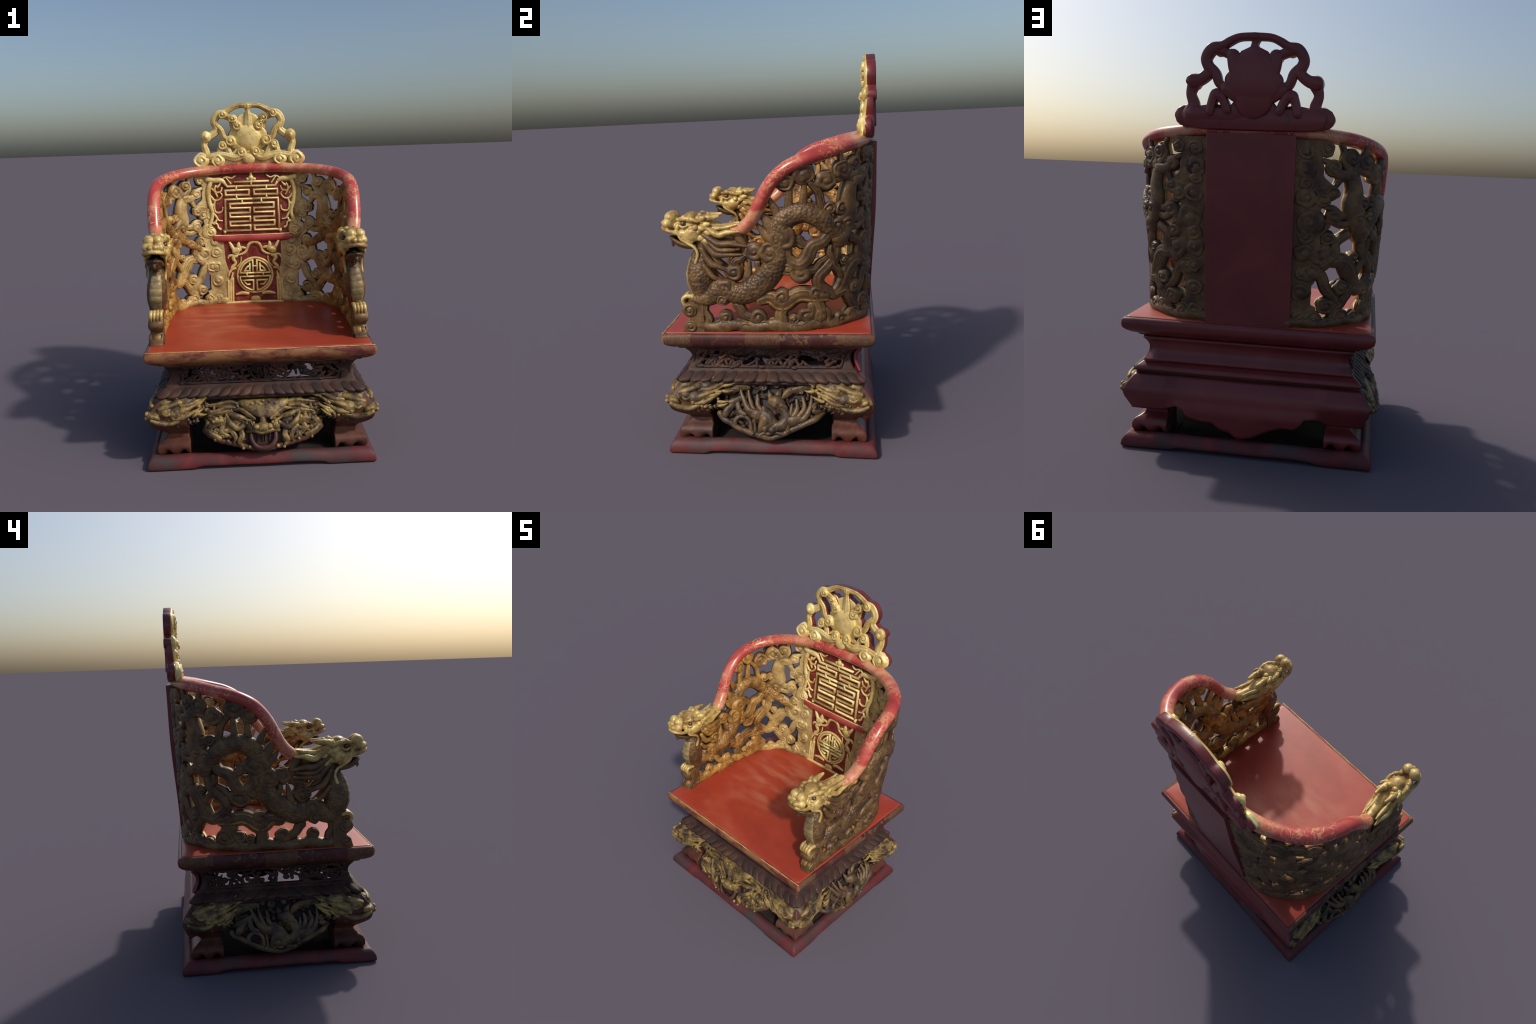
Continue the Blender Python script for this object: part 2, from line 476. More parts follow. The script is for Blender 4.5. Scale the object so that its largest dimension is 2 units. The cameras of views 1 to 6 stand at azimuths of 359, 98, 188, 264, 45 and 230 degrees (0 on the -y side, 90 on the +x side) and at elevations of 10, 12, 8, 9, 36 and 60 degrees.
# profile of the bombe apron and the waist (half width in x against z)
AP_Z = [.05, .10, .14, .18, .21, .245, .28, .305, .325, .35, .372]
AP_H = [.530, .545, .560, .572, .584, .600, .612, .610, .600, .582, .562]
LEG_Z = [.10, .145, .184, .214, .245, .28, .305, .325, .35, .372]
LEG_H = [.530, .517, .536, .573, .602, .612, .610, .600, .582, .562]
def smooth_profile(Z, H, n=60):
    A = spline(list(zip(Z, H)), .004)
    z = np.linspace(Z[0], Z[-1], n)
    return list(z), list(np.interp(z, A[:, 0], A[:, 1]))
AP_Z, AP_H = smooth_profile(AP_Z, AP_H)
# the pierced front and side aprons lean out toward their hanging lobe
CA_Z = [.04, .08, .12, .16, .20, .25, .30, .34, .38]
CA_H = [.640, .640, .636, .626, .610, .585, .557, .535, .518]
CS_H = [.636, .638, .636, .630, .618, .596, .566, .540, .520]
_, CS_H = smooth_profile(CA_Z, CS_H)
CA_Z, CA_H = smooth_profile(CA_Z, CA_H)
WA_Z = [.435, .455, .475, .495, .515, .535, .552]
WA_H = [.522, .512, .502, .498, .500, .510, .524]
WA_Z, WA_H = smooth_profile(WA_Z, WA_H)

def side_surface(side, Z, H):
    """side: 0 front, 1 +x, 2 back, 3 -x.  u runs left to right seen from outside."""
    Z = np.array(Z); H = np.array(H)
    def S(u, v, n):
        u, v, n = np.broadcast_arrays(np.asarray(u, float), np.asarray(v, float), np.asarray(n, float))
        hw = np.interp(v, Z, H)
        if side == 0: return np.stack([u + XB, YC - (hw - .088 + n), v], -1)
        if side == 1: return np.stack([XB + hw + n, YC + u, v], -1)
        if side == 2: return np.stack([XB - u, YC + hw - .088 + n, v], -1)
        return np.stack([XB - (hw + n), YC - u, v], -1)
    return S

def drawn_surface(side):
    """Apron surface addressed by heights as drawn on an upright plane seen from a little above."""
    H = CA_H if side == 0 else CS_H
    S0 = side_surface(side, CA_Z, H)
    lim = (.275, .335) if side == 0 else (.225, .285)
    plane, slope = (.56, .37) if side == 0 else (.60, .44)
    def S(u, v, n):
        u, v, n = np.broadcast_arrays(np.asarray(u, float), np.asarray(v, float), np.asarray(n, float))
        z = v.copy()
        for _ in range(6):
            d = np.interp(z, CA_Z, H) - ((.088 - .003) if side == 0 else 0) - (YC if side == 0 else 0)
            z = .5 * z + .5 * (v - slope * (plane - d))
        n = n + (0, -.004, 0, .012)[side]
        z = z + .014 * np.clip((.22 - z) / .12, 0, 1)
        t = np.clip((np.abs(u) - lim[0]) / (lim[1] - lim[0]), 0, 1)
        return S0(u, z, n - .045 * t * t * (3 - 2 * t) * np.clip((.36 - z) / .1, 0, 1))
    return S

def build_base(root):
    # ---- plinth: flat frame, underside lifted between its block feet
    def lift(x, y):
        f = lambda a, lim: 1 / (1 + math.exp((abs(a) - lim) / .006))
        return .014 * (f(x, .345) if abs(y) > .45 else 1) * (f(y, .33) if abs(x) > .55 else 1)
    prof = [(.546, .012, 0), (.606, .003, 1), (.621, .004, 1), (.624, .012, 1), (.621, .034, 2), (.611, .052, 2), (.598, .066, 2), (.582, .070, 2), (.560, .066, 0), (.550, .058, 0), (.546, .030, 0), (.546, .012, 0)]
    zfun = lambda q: (lambda x, y: (lift(x, y) if q == 1 else .35 * lift(x, y) if q == 2 else 0)
              + .0022 * math.sin(17 * x + 9 * y) * math.sin(13 * y - 4 * x))
    rings = [rect_ring(h, z, .082, m=40, rad=.008, zf=zfun(q)) for h, z, q in prof]
    V, F = loft(rings)
    add("plinth", V, F, "plinth", root)
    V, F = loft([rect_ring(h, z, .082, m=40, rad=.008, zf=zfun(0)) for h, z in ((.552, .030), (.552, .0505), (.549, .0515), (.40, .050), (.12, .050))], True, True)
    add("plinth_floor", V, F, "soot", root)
    for sx in (1, -1):
        for sy in (1, -1):
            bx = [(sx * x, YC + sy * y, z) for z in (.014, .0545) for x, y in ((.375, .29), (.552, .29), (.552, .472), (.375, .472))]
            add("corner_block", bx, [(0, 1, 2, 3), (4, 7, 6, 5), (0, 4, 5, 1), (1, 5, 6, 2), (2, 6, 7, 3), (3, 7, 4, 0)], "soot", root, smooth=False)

    # ---- legs with scalloped block feet
    legs = empty("pedestal_leg_set", root)
    for sx in (1, -1):
        for sy in (1, -1):
            prof = [(.548, .052), (.566, .062), (.577, .084), (.577, .108), (.568, .126), (.547, .138), (.528, .150), (.520, .164)] + [(h, z) for z, h in zip(*smooth_profile(LEG_Z[2:], LEG_H[2:], 16))]
            rings = []
            for i, (h, z) in enumerate(prof):
                hy = h - .088
                inx, iny = .404, .318
                if i < 6: inx, iny = .396, .310
                m = 12; r = []
                q = [(inx, iny), (h, iny), (h, hy), (inx, hy)]
                for e in range(4):
                    a, b = np.array(q[e]), np.array(q[(e + 1) % 4])
                    for t in np.arange(m) / m:
                        p = a + (b - a) * t
                        dz = 0
                        if i < 3:
                            sc = max(0, math.sin(TAU * t) ** 2 - .2) if e in (1, 2) else 0
                            dz = .036 * sc * (1, .85, .4)[i]
                            p = p * (1 - .030 * sc * (1, .8, .5)[i])
                        r.append((XB * .8 + sx * p[0], YC + sy * p[1], z + dz))
                rings.append(r)
            V, F = loft(rings, True, True)
            fm = []
            for f in F:
                n = np.cross(V[f[1]] - V[f[0]], V[f[2]] - V[f[0]])
                fm.append(1 if sy > 0 and len(f) == 4 and abs(n[1]) > 1.2 * abs(n[0]) and V[list(f)][:, 1].mean() > .40 else 0)
            o = add("pedestal_leg", V, F, None, legs, ["knee", "back_red"], fm)
            sharp(o, 50)
            b = o.modifiers.new("round", "BEVEL"); b.width = .006; b.segments = 2; b.limit_method = "ANGLE"; b.angle_limit = math.radians(50)

    # ---- aprons
    def front_edge(u):
        return np.interp(np.abs(u), [0, .07, .17, .25, .305, .325, .335, .43], [.100, .104, .140, .170, .200, .222, .275, .285])
    def side_edge(u):
        return np.interp(np.abs(u), [0, .05, .1, .17, .25, .275, .285, .36], [.082, .088, .112, .14, .19, .21, .275, .285])
    def back_edge(u):
        a = np.abs(u)
        return np.interp(a, [0, .03, .07, .11, .15, .2, .25, .285, .30, .34, .375, .41, .43], [.088, .092, .115, .13, .155, .163, .165, .185, .215, .225, .215, .19, .19]) + .003 * np.sin(u * 70)
    for side, lim, ef in ((0, .42, front_edge), (1, .335, side_edge), (3, .335, side_edge), (2, .6, back_edge)):
        rear = side == 2
        S = side_surface(2, AP_Z, AP_H) if rear else drawn_surface(side)
        nu, nv = 161, 18
        A = []
        for q in np.linspace(-1, 1, nu):
            if rear:
                u0 = q * .524
                z = np.linspace(float(ef(u0)) if abs(u0) < .41 else .19, .372, nv)
                u = np.where(np.abs(q) > .78, np.sign(q) * (.78 * .524 + (abs(q) - .78) / .22 * (np.interp(z, AP_Z, AP_H) - .004 - .78 * .524)), u0)
                drop = np.interp(z, [.05, .14, .21, .26, .29], [.075, .046, .030, .010, 0]) * np.clip((.40 - abs(u0)) / .06, 0, 1)
                A.append(S(u, z, .003 + drop - .014 * np.clip((.40 - abs(u0)) / .06, 0, 1) * np.clip((z - .2) / .06, 0, 1)))
            else:
                u0 = q * lim
                z = np.linspace(float(ef(u0)) - .006, .400 if side == 0 else .425, nv)
                A.append(S(np.full(nv, u0), z, np.full(nv, -.022)))
        A = np.array(A).reshape(-1, 3)
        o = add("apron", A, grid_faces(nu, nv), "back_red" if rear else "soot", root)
        sd = o.modifiers.new("thickness", "SOLIDIFY"); sd.thickness = .03 if rear else .018; sd.offset = -1
        # recalc may flip an open sheet: make it point outward
        out = {0: (0, -1, 0), 1: (1, 0, 0), 2: (0, 1, 0), 3: (-1, 0, 0)}[side]
        if o.data.polygons[len(o.data.polygons) // 2].normal.dot(Vector(out)) < 0:
            o.data.flip_normals()
    # back face of rear legs and knees flush with the plain back
    # ---- top rail of the apron and the lotus moulding
    V, F = loft([rect_ring(h, z, m=24, rad=.010) for h, z in
                 [(.48, .366), (.556, .368), (.560, .374), (.560, .383), (.48, .384)]])
    add("apron_ledge", V, F, "umber", root)
    V, F = loft([rect_ring(h, z, m=30, rad=.010) for h, z in
                 [(.48, .384), (.562, .385), (.568, .392), (.566, .402), (.552, .413), (.536, .425), (.524, .433), (.522, .441), (.514, .446), (.47, .447)]])
    V = np.array(V); V[V[:, 1] > .3, 1] += .010
    fm = [1 if V[list(f)][:, 1].mean() > YC + .35 and abs(V[list(f)][:, 0].mean()) < V[list(f)][:, 1].mean() - YC + .086 else 0 for f in F]
    add("waist_moulding", V, F, None, root, ["umber", "back_red"], fm)
    petals = empty("lotus_border", root)
    MZ, MH = [.384, .392, .402, .413, .425, .434], [.566, .5695, .567, .553, .537, .526]
    for side in (0, 1, 3):
        S = side_surface(side, MZ, MH)
        half = .545 if side == 0 else .455
        nP = 20 if side == 0 else 16
        wdt = 2 * half / nP
        for i in range(nP):
            u0 = -half + (i + .5 + rng.uniform(-.12, .12)) * wdt
            amp = rng.uniform(.8, 1.3)
            sl = -1 if u0 < 0 else 1
            a = np.linspace(-1, 1, 11); b = np.linspace(0, 1, 9)
            Agrid, Bgrid = np.meshgrid(a, b, indexing="ij")
            half_w = wdt * .54 * (1 - .45 * Bgrid ** 3) * np.clip(.72 + 1.6 * Bgrid, 0, 1)
            skew = .044 * (0.55 - Bgrid) * sl * min(1, abs(u0) / .08)
            sag = .006 * (1 - Agrid ** 2) * (Bgrid < .5)
            U = u0 + Agrid * half_w + skew
            Zg = .387 + .045 * Bgrid - sag * (1 - Bgrid * 2).clip(0)
            n = -.003 + .0125 * amp * np.sqrt(np.clip(1 - np.abs(Agrid) ** 2.4, 0, 1)) * np.clip(1 - (2 * Bgrid - 1) ** 6, 0, 1) * (1.15 - .5 * Bgrid) + .0045 * sl * Agrid
            lim = half + .02 - (.434 - Zg) * 0
            U = np.clip(U, -lim, lim)
            add("lotus_petal", S(U.ravel(), Zg.ravel(), n.ravel()), grid_faces(11, 9), "umber", petals)

    # ---- waist with openwork panels
    for side in (0, 1, 2, 3):
        S = side_surface(side, WA_Z, WA_H)
        half = .50 if side in (0, 2) else .412
        op = (.432 if side == 0 else .372) if side != 2 else 0
        uu = np.linspace(-1, 1, 2)
        zz = np.linspace(.436, .551, 15)
        V, F = [], []
        cols = np.unique(np.r_[np.linspace(-half, -op, 5), np.linspace(-op, op, 61), np.linspace(op, half, 5)]) if op else np.linspace(-half, half, 20)
        for u in cols:
            hwz = np.interp(zz, WA_Z, WA_H) - np.interp(.495, WA_Z, WA_H)
            k = u / half
            V.append(S(u + k * hwz * (abs(k) > .9), zz, 0 * zz + (.034 if side == 2 else .0)))
        V = np.array(V).reshape(-1, 3)
        F = grid_faces(len(cols), len(zz))
        if op:
            keep = []
            for f in F:
                i = f[0] // len(zz); j = f[0] % len(zz)
                uc, zc = (cols[i] + cols[i + 1]) / 2, (zz[j] + zz[j + 1]) / 2
                r = .03
                dx = max(0, abs(uc) - (op - r)); dz = max(0, abs(zc - .4985) - (.045 - r))
                if dx * dx + dz * dz > r * r: keep.append(f)
            F = keep
        o = add("waist_wall", V, F, "back_red" if side == 2 else "umber", root)
        out = {0: (0, -1, 0), 1: (1, 0, 0), 2: (0, 1, 0), 3: (-1, 0, 0)}[side]
        if o.data.polygons[len(o.data.polygons) // 2].normal.dot(Vector(out)) < 0:
            o.data.flip_normals()
        sd = o.modifiers.new("thickness", "SOLIDIFY"); sd.thickness = .016; sd.offset = -1
        if op: openwork(lambda u, v, n, S=S: S(u, v, np.asarray(n, float) + .003), op, side, root)

    # ---- seat slab and its moulded edge
    prof = [(.510, .546), (.520, .550), (.528, .558), (.552, .566), (.556, .573), (.582, .583), (.602, .596), (.616, .612), (.620, .632), (.618, .650), (.609, .6605), (.600, .662), (.596, .660)]
    rough = lambda x, y: .0015 * math.sin(31 * x + 11 * y) * math.sin(23 * y)
    V, F = loft([rect_ring(h, z, .083, m=30, rad=.014, zf=rough if z < .6 else None) for h, z in prof])
    k = len(V) // len(prof)
    base = np.array(V)
    groups = {"edge": [], "edge_side": [], "edge_hatch": [], "back_red": []}
    for f in F:
        c = base[list(f)].mean(0)
        if c[1] < YC - .52 + .0 and abs(c[0]) < .63: g = "edge"
        elif c[1] < YC - .40 and abs(c[0]) < c[1] * -1 + .088: g = "edge"
        elif c[1] > YC and abs(c[0]) < (c[1] - YC) + .088: g = "back_red"
        else:
            g = "edge_hatch" if (c[1] > .37 or -.08 < c[1] < .08 or c[1] < -.38) else "edge_side"
        groups[g].append(f)
    for g, fs in groups.items():
        ids = sorted({i for f in fs for i in f}); mp = {a: b for b, a in enumerate(ids)}
        o = add("seat_edge_moulding", base[ids], [tuple(mp[i] for i in f) for f in fs], g, root)
        c = o.data.polygons[len(fs) // 2]
        if c.normal.dot(c.center - Vector((0, YC, .61))) < 0: o.data.flip_normals()
    dome = lambda x, y: .011 * min(1, max(0, (y + .32) / .5)) ** 1.0 * min(1, max(0, (.60 - abs(x)) / .12)) * min(1, max(0, (.53 - y) / .10))
    V, F = loft([rect_ring(.598, .640, .083, m=30, rad=.014), rect_ring(.5985, .6625, .083, m=30, rad=.014), rect_ring(.595, .6655, .083, m=30, rad=.014)] + [rect_ring(h, .666, .083, m=30, rad=.014, zf=dome) for h in np.linspace(.590, .10, 26)], True, True)
    add("seat_board", V, F, "seat", root)

    P = np.array([(x, YC - .5255 - .0008 * math.sin(x * 40), .6605) for x in np.linspace(-.598, .616, 60)])
    add("seat_gilt_line", *tube(P, np.repeat([[0, 0, 1.0]], 60, 0), .004, .0028, 8), "edge_line", root)
    build_front_mask(root)
    build_phoenix(root)
    build_knees(root)

def openwork(S, half, side, root):
    """Pierced vine panel: irregular net of branches, leaves and blossoms."""
    r = random.Random(20 + side)
    parts = []
    z0, z1 = .452, .545
    cols = int(half * 2 / .040)
    nodes = {}
    for i in range(cols + 1):
        for j in range(4):
            x = -half + 2 * half * i / cols + (.010 if j % 2 else -.010) + r.uniform(-.009, .009)
            z = z0 + (z1 - z0) * j / 3 + (r.uniform(-.008, .008) if 0 < j < 3 else 0)
            nodes[i, j] = (x, z)
    def link(a, b):
        (x0, q0), (x1, q1) = nodes[a], nodes[b]
        m = ((x0 + x1) / 2 + r.uniform(-.008, .008), (q0 + q1) / 2 + r.uniform(-.008, .008))
        w = r.uniform(.0055, .0105)
        parts.append(stube(S, [(x0, q0, w, -.006), (m[0], m[1], w * 1.25, r.uniform(-.004, .004)), (x1, q1, w * .8, -.006)], 1.0, k=8, step=.01))
    for i in range(cols + 1):
        for j in range(4):
            for b in ((i + 1, j), (i, j + 1), (i + 1, j + 1), (i + 1, j - 1)):
                if b in nodes and r.random() < .42: link((i, j), b)
    for i in range(cols + 1):
        for j in range(4):
            if r.random() < .75:
                x, z = nodes[i, j]
                s = r.uniform(.010, .021)
                parts.append(sball(S, x, z, r.uniform(-.006, .002), (s, s * r.uniform(.6, 1)), .007))
    if side == 0:
        c = .499
        ring = [(.052 * math.cos(a), c + .042 * math.sin(a)) for a in np.linspace(0, TAU, 24, endpoint=False)]
        parts.append(mitre(S, ring, .005, .010, 0, True))
        for z in (-.022, -.004, .014): parts.append(mitre(S, [(-.035, c + z), (.035, c + z)], .004, .009 + z * .02))
        for x in (-.018, .0, .018): parts.append(mitre(S, [(x, c - .035), (x, c + .035)], .0035, .0085 + x * .02))
    V, F = join(parts)
    add("openwork_vine", V, F, "umber", root, kind="stuff")
    fr = []
    for zc, s in ((.4985, 1),):
        q = []
        rr = .03
        for cx, cz, a0 in ((1, 1, 0), (-1, 1, 90), (-1, -1, 180), (1, -1, 270)):
            for a in (0, 30, 60, 90):
                an = math.radians(a0 + a)
                q.append((cx * (half - rr) + rr * math.cos(an), zc + cz * (.046 - rr) + rr * math.sin(an)))
        q2 = []
        for i in range(len(q)):
            a, b = np.array(q[i]), np.array(q[(i + 1) % len(q)])
            n = max(1, int(np.linalg.norm(b - a) / .05))
            for t in np.arange(n) / n: q2.append(tuple(a + (b - a) * t))
        fr.append(mitre(S, q2, .006, .006, 0, True))
    add("openwork_frame", *join(fr), "umber", root)

# ------------------------------------------------------------------ carvings on the base
def mirror_u(c): return [(-a[0],) + tuple(a[1:]) for a in c]

def patch(S, rows, height, n0, na=17):
    """Leaf/shield shaped swelling: rows (v, u_left, u_right)."""
    R = spline([(r[0], r[1], r[2]) for r in rows], .012)
    a = np.linspace(-1, 1, na)
    nb = len(R)
    U = (R[:, 1:2] + R[:, 2:3]) / 2 + (R[:, 2:3] - R[:, 1:2]) / 2 * a[None]
    Vv = np.repeat(R[:, 0:1], na, 1)
    b = np.linspace(-1, 1, nb)[:, None]
    n = n0 + height * np.sqrt(np.clip(1 - np.abs(a[None]) ** 3, 0, 1)) * np.sqrt(np.clip(1 - np.abs(b) ** 4, 0, 1))
    P = S(U.ravel(), Vv.ravel(), n.ravel())
    Q = S(U.ravel(), Vv.ravel(), np.full(U.size, n0 - .02))
    F = grid_faces(nb, na) + [f[::-1] for f in grid_faces(nb, na, nb * na)]
    o = nb * na
    edge = [(0, j) for j in range(na - 1)], [(nb - 1, j) for j in range(na - 1)]
    for j in range(na - 1):
        F.append((j, j + 1, o + j + 1, o + j)); e = (nb - 1) * na
        F.append((e + j, o + e + j, o + e + j + 1, e + j + 1))
    for i in range(nb - 1):
        F.append((i * na, o + i * na, o + (i + 1) * na, (i + 1) * na)); e = na - 1
        F.append((i * na + e, (i + 1) * na + e, o + (i + 1) * na + e, o + i * na + e))
    return np.vstack([P, Q]), F

def strands(S, region, centre, count, seed, n0, size, swirl=.5):
    """Tangle of tapering leaf strands that fills the ground between larger carvings."""
    r = random.Random(seed); parts = []; tries = 0
    while len(parts) < count and tries < count * 30:
        tries += 1
        u, v = r.uniform(*region[0]), r.uniform(*region[1])
        if not region[2](u, v): continue
        a = math.atan2(v - centre[1], u - centre[0]) + r.uniform(-swirl, swirl) + r.choice((0, 0, math.pi / 2, -math.pi / 2))
        L = r.uniform(.030, .065) * size; bend = r.uniform(-.9, .9); w = r.uniform(.0065, .0115) * size
        c = []
        for q in (0, .35, .7, 1):
            c.append((u + math.cos(a) * L * q, v + math.sin(a) * L * q, w * (.7, 1.15, .8, .2)[int(q * 3 + .01)], n0 + .008 * math.sin(q * 3)))
            a += bend * .45
        if not all(region[2](p[0], p[1]) for p in c[:3]): continue
        parts.append(stube(S, c, .95, ridge=.15, k=9, step=.010))
        if r.random() < .35: parts.append(sball(S, u, v, n0 + .006, w * 1.35))
    return join(parts)

def build_front_mask(root):
    S = drawn_surface(0)
    g = empty("beast_mask", root)
    add("forehead", *patch(S, [(.300, -.022, .046), (.312, -.045, .068), (.335, -.085, .105), (.360, -.115, .135), (.385, -.132, .150), (.400, -.128, .146), (.404, -.110, .128)], .042, .012, 25), "base_gold", g)
    bumps = [sball(S, x, z, .050, .010, .006) for x, z in ((-.03, .398), (.005, .402), (.04, .397), (-.012, .385), (.022, .386), (-.055, .388), (.07, .388))]
    add("forehead_curl", *join(bumps), "base_gold", g, kind="stuff")
    cx = .001
    add("relief_ground", *patch(S, [(.112, -.06, .07), (.135, -.14, .15), (.17, -.23, .24), (.205, -.295, .305), (.25, -.31, .32), (.31, -.33, .34), (.37, -.36, .37)], .014, -.018, 41), "umber", g)
    okf = lambda u, v: v > np.interp(abs(u - cx), [0, .07, .17, .25, .31, .36, .40], [.12, .125, .158, .19, .23, .30, .33]) and v < .395 and not (abs(u - cx) < .10 and v > .12)
    add("relief_tangle", *strands(S, ((-.39, .40), (.11, .40), okf), (cx, .26), 130, 5, .006, 1.0), "base_brown", g, kind="stuff")
    for s in (1, -1):
        add("eye", *sball(S, cx + s * .080, .312, .024, (.017, .014), .016), "eye", g)
        add("eyelid", *stube(S, [(cx + s * .055, .298, .008, .03), (cx + s * .08, .294, .008, .036), (cx + s * .105, .306, .007, .026)], 1), "base_gold", g)
        add("brow", *stube(S, [(cx + s * .045, .306, .009, .045), (cx + s * .085, .334, .012, .040), (cx + s * .12, .352, .012, .03), (cx + s * .155, .346, .006, .02)], 1.0, ridge=.2), "base_gold", g)
        # cupped ear
        e = [(cx + s * .095, .300, .013, .02), (cx + s * .150, .320, .015, .03), (cx + s * .195, .332, .010, .022), (cx + s * .182, .290, .014, .034), (cx + s * .135, .252, .016, .036), (cx + s * .09, .272, .013, .03)]
        add("ear", *stube(S, e, 1.0), "base_gold", g)
        add("ear_cup", *patch(S, [(.258, cx + s * .135 - .018, cx + s * .135 + .018), (.28, cx + s * .135 - .038, cx + s * .135 + .038), (.305, cx + s * .145 - .035, cx + s * .145 + .035), (.322, cx + s * .16 - .012, cx + s * .16 + .012)], .012, .006), "base_brown", g)
        add("nostril", *sball(S, cx + s * .034, .264, .050, (.022, .016), .020), "base_gold", g)
        add("cheek", *sball(S, cx + s * .068, .262, .030, (.026, .030), .026), "base_gold", g)
        add("cheek_curl", *join([sball(S, cx + s * (.052 + .018 * i), .285 + .006 * (i % 2), .05, .009, .012) for i in range(3)]), "base_gold", g, kind="stuff")
        add("fang", *stube(S, [(cx + s * .058, .278, .007, .062), (cx + s * .066, .298, .003, .064)], 1), "base_gold", g)
        # dragon paw gripping the border
        for j, (x, z) in enumerate(((.205, .302), (.228, .312), (.252, .306), (.268, .292))):
            add("knuckle", *sball(S, cx + s * x, z, .03, .013, .016), "base_gold", g)
        add("paw", *stube(S, [(cx + s * .190, .270, .020, .012), (cx + s * .225, .285, .028, .018), (cx + s * .268, .272, .024, .014), (cx + s * .292, .240, .015, .008)], .8, ridge=.2), "base_gold", g)
        for c in ([(.292, .270, .013, .015), (.305, .238, .012, .014), (.275, .210, .012, .012), (.235, .185, .012, .01)],
                  [(.215, .265, .012, .014), (.225, .235, .011, .018), (.205, .205, .009, .012), (.175, .195, .005, .01)],
                  [(.185, .245, .010, .014), (.165, .225, .012, .018), (.150, .19, .010, .02), (.158, .155, .005, .016)],
                  [(.250, .235, .008, .012), (.21, .232, .010, .018), (.165, .245, .004, .014)],
                  [(.120, .235, .012, .02), (.115, .20, .013, .026), (.13, .165, .010, .022), (.115, .135, .006, .018)]):
            add("claw_scroll", *stube(S, [(cx + s * c0[0], c0[1], c0[2] * 1.3, c0[3]) for c0 in c], .9, ridge=.15), "base_gold", g)
        for i in range(5):
            x = .225 + i * .018
            add("claw_spine", *stube(S, [(cx + s * x, .190 + i * .007, .006, .01), (cx + s * (x + .012), .170 + i * .008, .003, .012)], 1, k=8), "base_gold", g)
        for c in ([(.13, .372, .012), (.18, .384, .016), (.24, .374, .013), (.31, .372, .004)], [(.15, .352, .012), (.20, .352, .016), (.25, .336, .012), (.325, .336, .004)],
                  [(.17, .338, .010), (.21, .326, .014), (.26, .322, .010), (.305, .304, .003)], [(.19, .368, .008), (.215, .392, .008), (.205, .405, .003)], [(.31, .395, .008), (.36, .378, .012), (.395, .39, .003)],
                  [(.30, .35, .008), (.345, .345, .012), (.385, .362, .004)], [(.31, .315, .008), (.345, .30, .010), (.39, .318, .003)]):
            add("flame", *stube(S, [(cx + s * q[0], q[1], q[2] * 1.25, .008) for q in c], .8, ridge=.2), "base_gold" if c[0][0] < .3 else "base_brown", g)
        bd = [(.315, .232, .010), (.318, .212, .013), (.28, .194, .013), (.24, .168, .014), (.19, .150, .013), (.12, .130, .014), (.05, .110, .014), (.0, .104, .012)]
        add("apron_border", *stube(S, [(cx + s * q[0], q[1], q[2], .0) for q in bd], 1.0, seg=.25, segn=12), "knee", g)
        add("border_bead", *join([sball(S, cx + s * x, z, .014, r0, r0) for x, z, r0 in ((.19, .165, .010), (.075, .125, .011), (.11, .118, .009), (.26, .175, .009), (.04, .128, .009))]), "base_gold", g, kind="stuff")
    add("muzzle", *sball(S, cx, .258, .040, (.040, .026), .034), "base_gold", g)
    add("nose_bridge", *stube(S, [(cx, .312, .016, .03), (cx, .285, .020, .036)], 1.0), "base_gold", g)
    add("upper_lip", *stube(S, [(cx - .085, .225, .012, .014), (cx - .05, .236, .014, .030), (cx, .228, .014, .042), (cx + .05, .236, .014, .030), (cx + .085, .225, .012, .014)], 1.0), "base_gold", g)
    add("lower_lip", *stube(S, [(cx - .066, .214, .011, .012), (cx - .064, .170, .013, .018), (cx - .040, .130, .014, .020), (cx, .118, .014, .020), (cx + .040, .130, .014, .020), (cx + .064, .170, .013, .018), (cx + .066, .214, .011, .012)], 1.0), "knee", g)
    add("chin", *sball(S, cx, .110, .008, (.055, .018), .018), "knee", g)
    for x in (-.034, -.004, .012, .038):
        add("tooth", *stube(S, [(cx + x, .215, .006, .008), (cx + x * .85, .155, .004, .004)], 1, k=8), "umber", g)

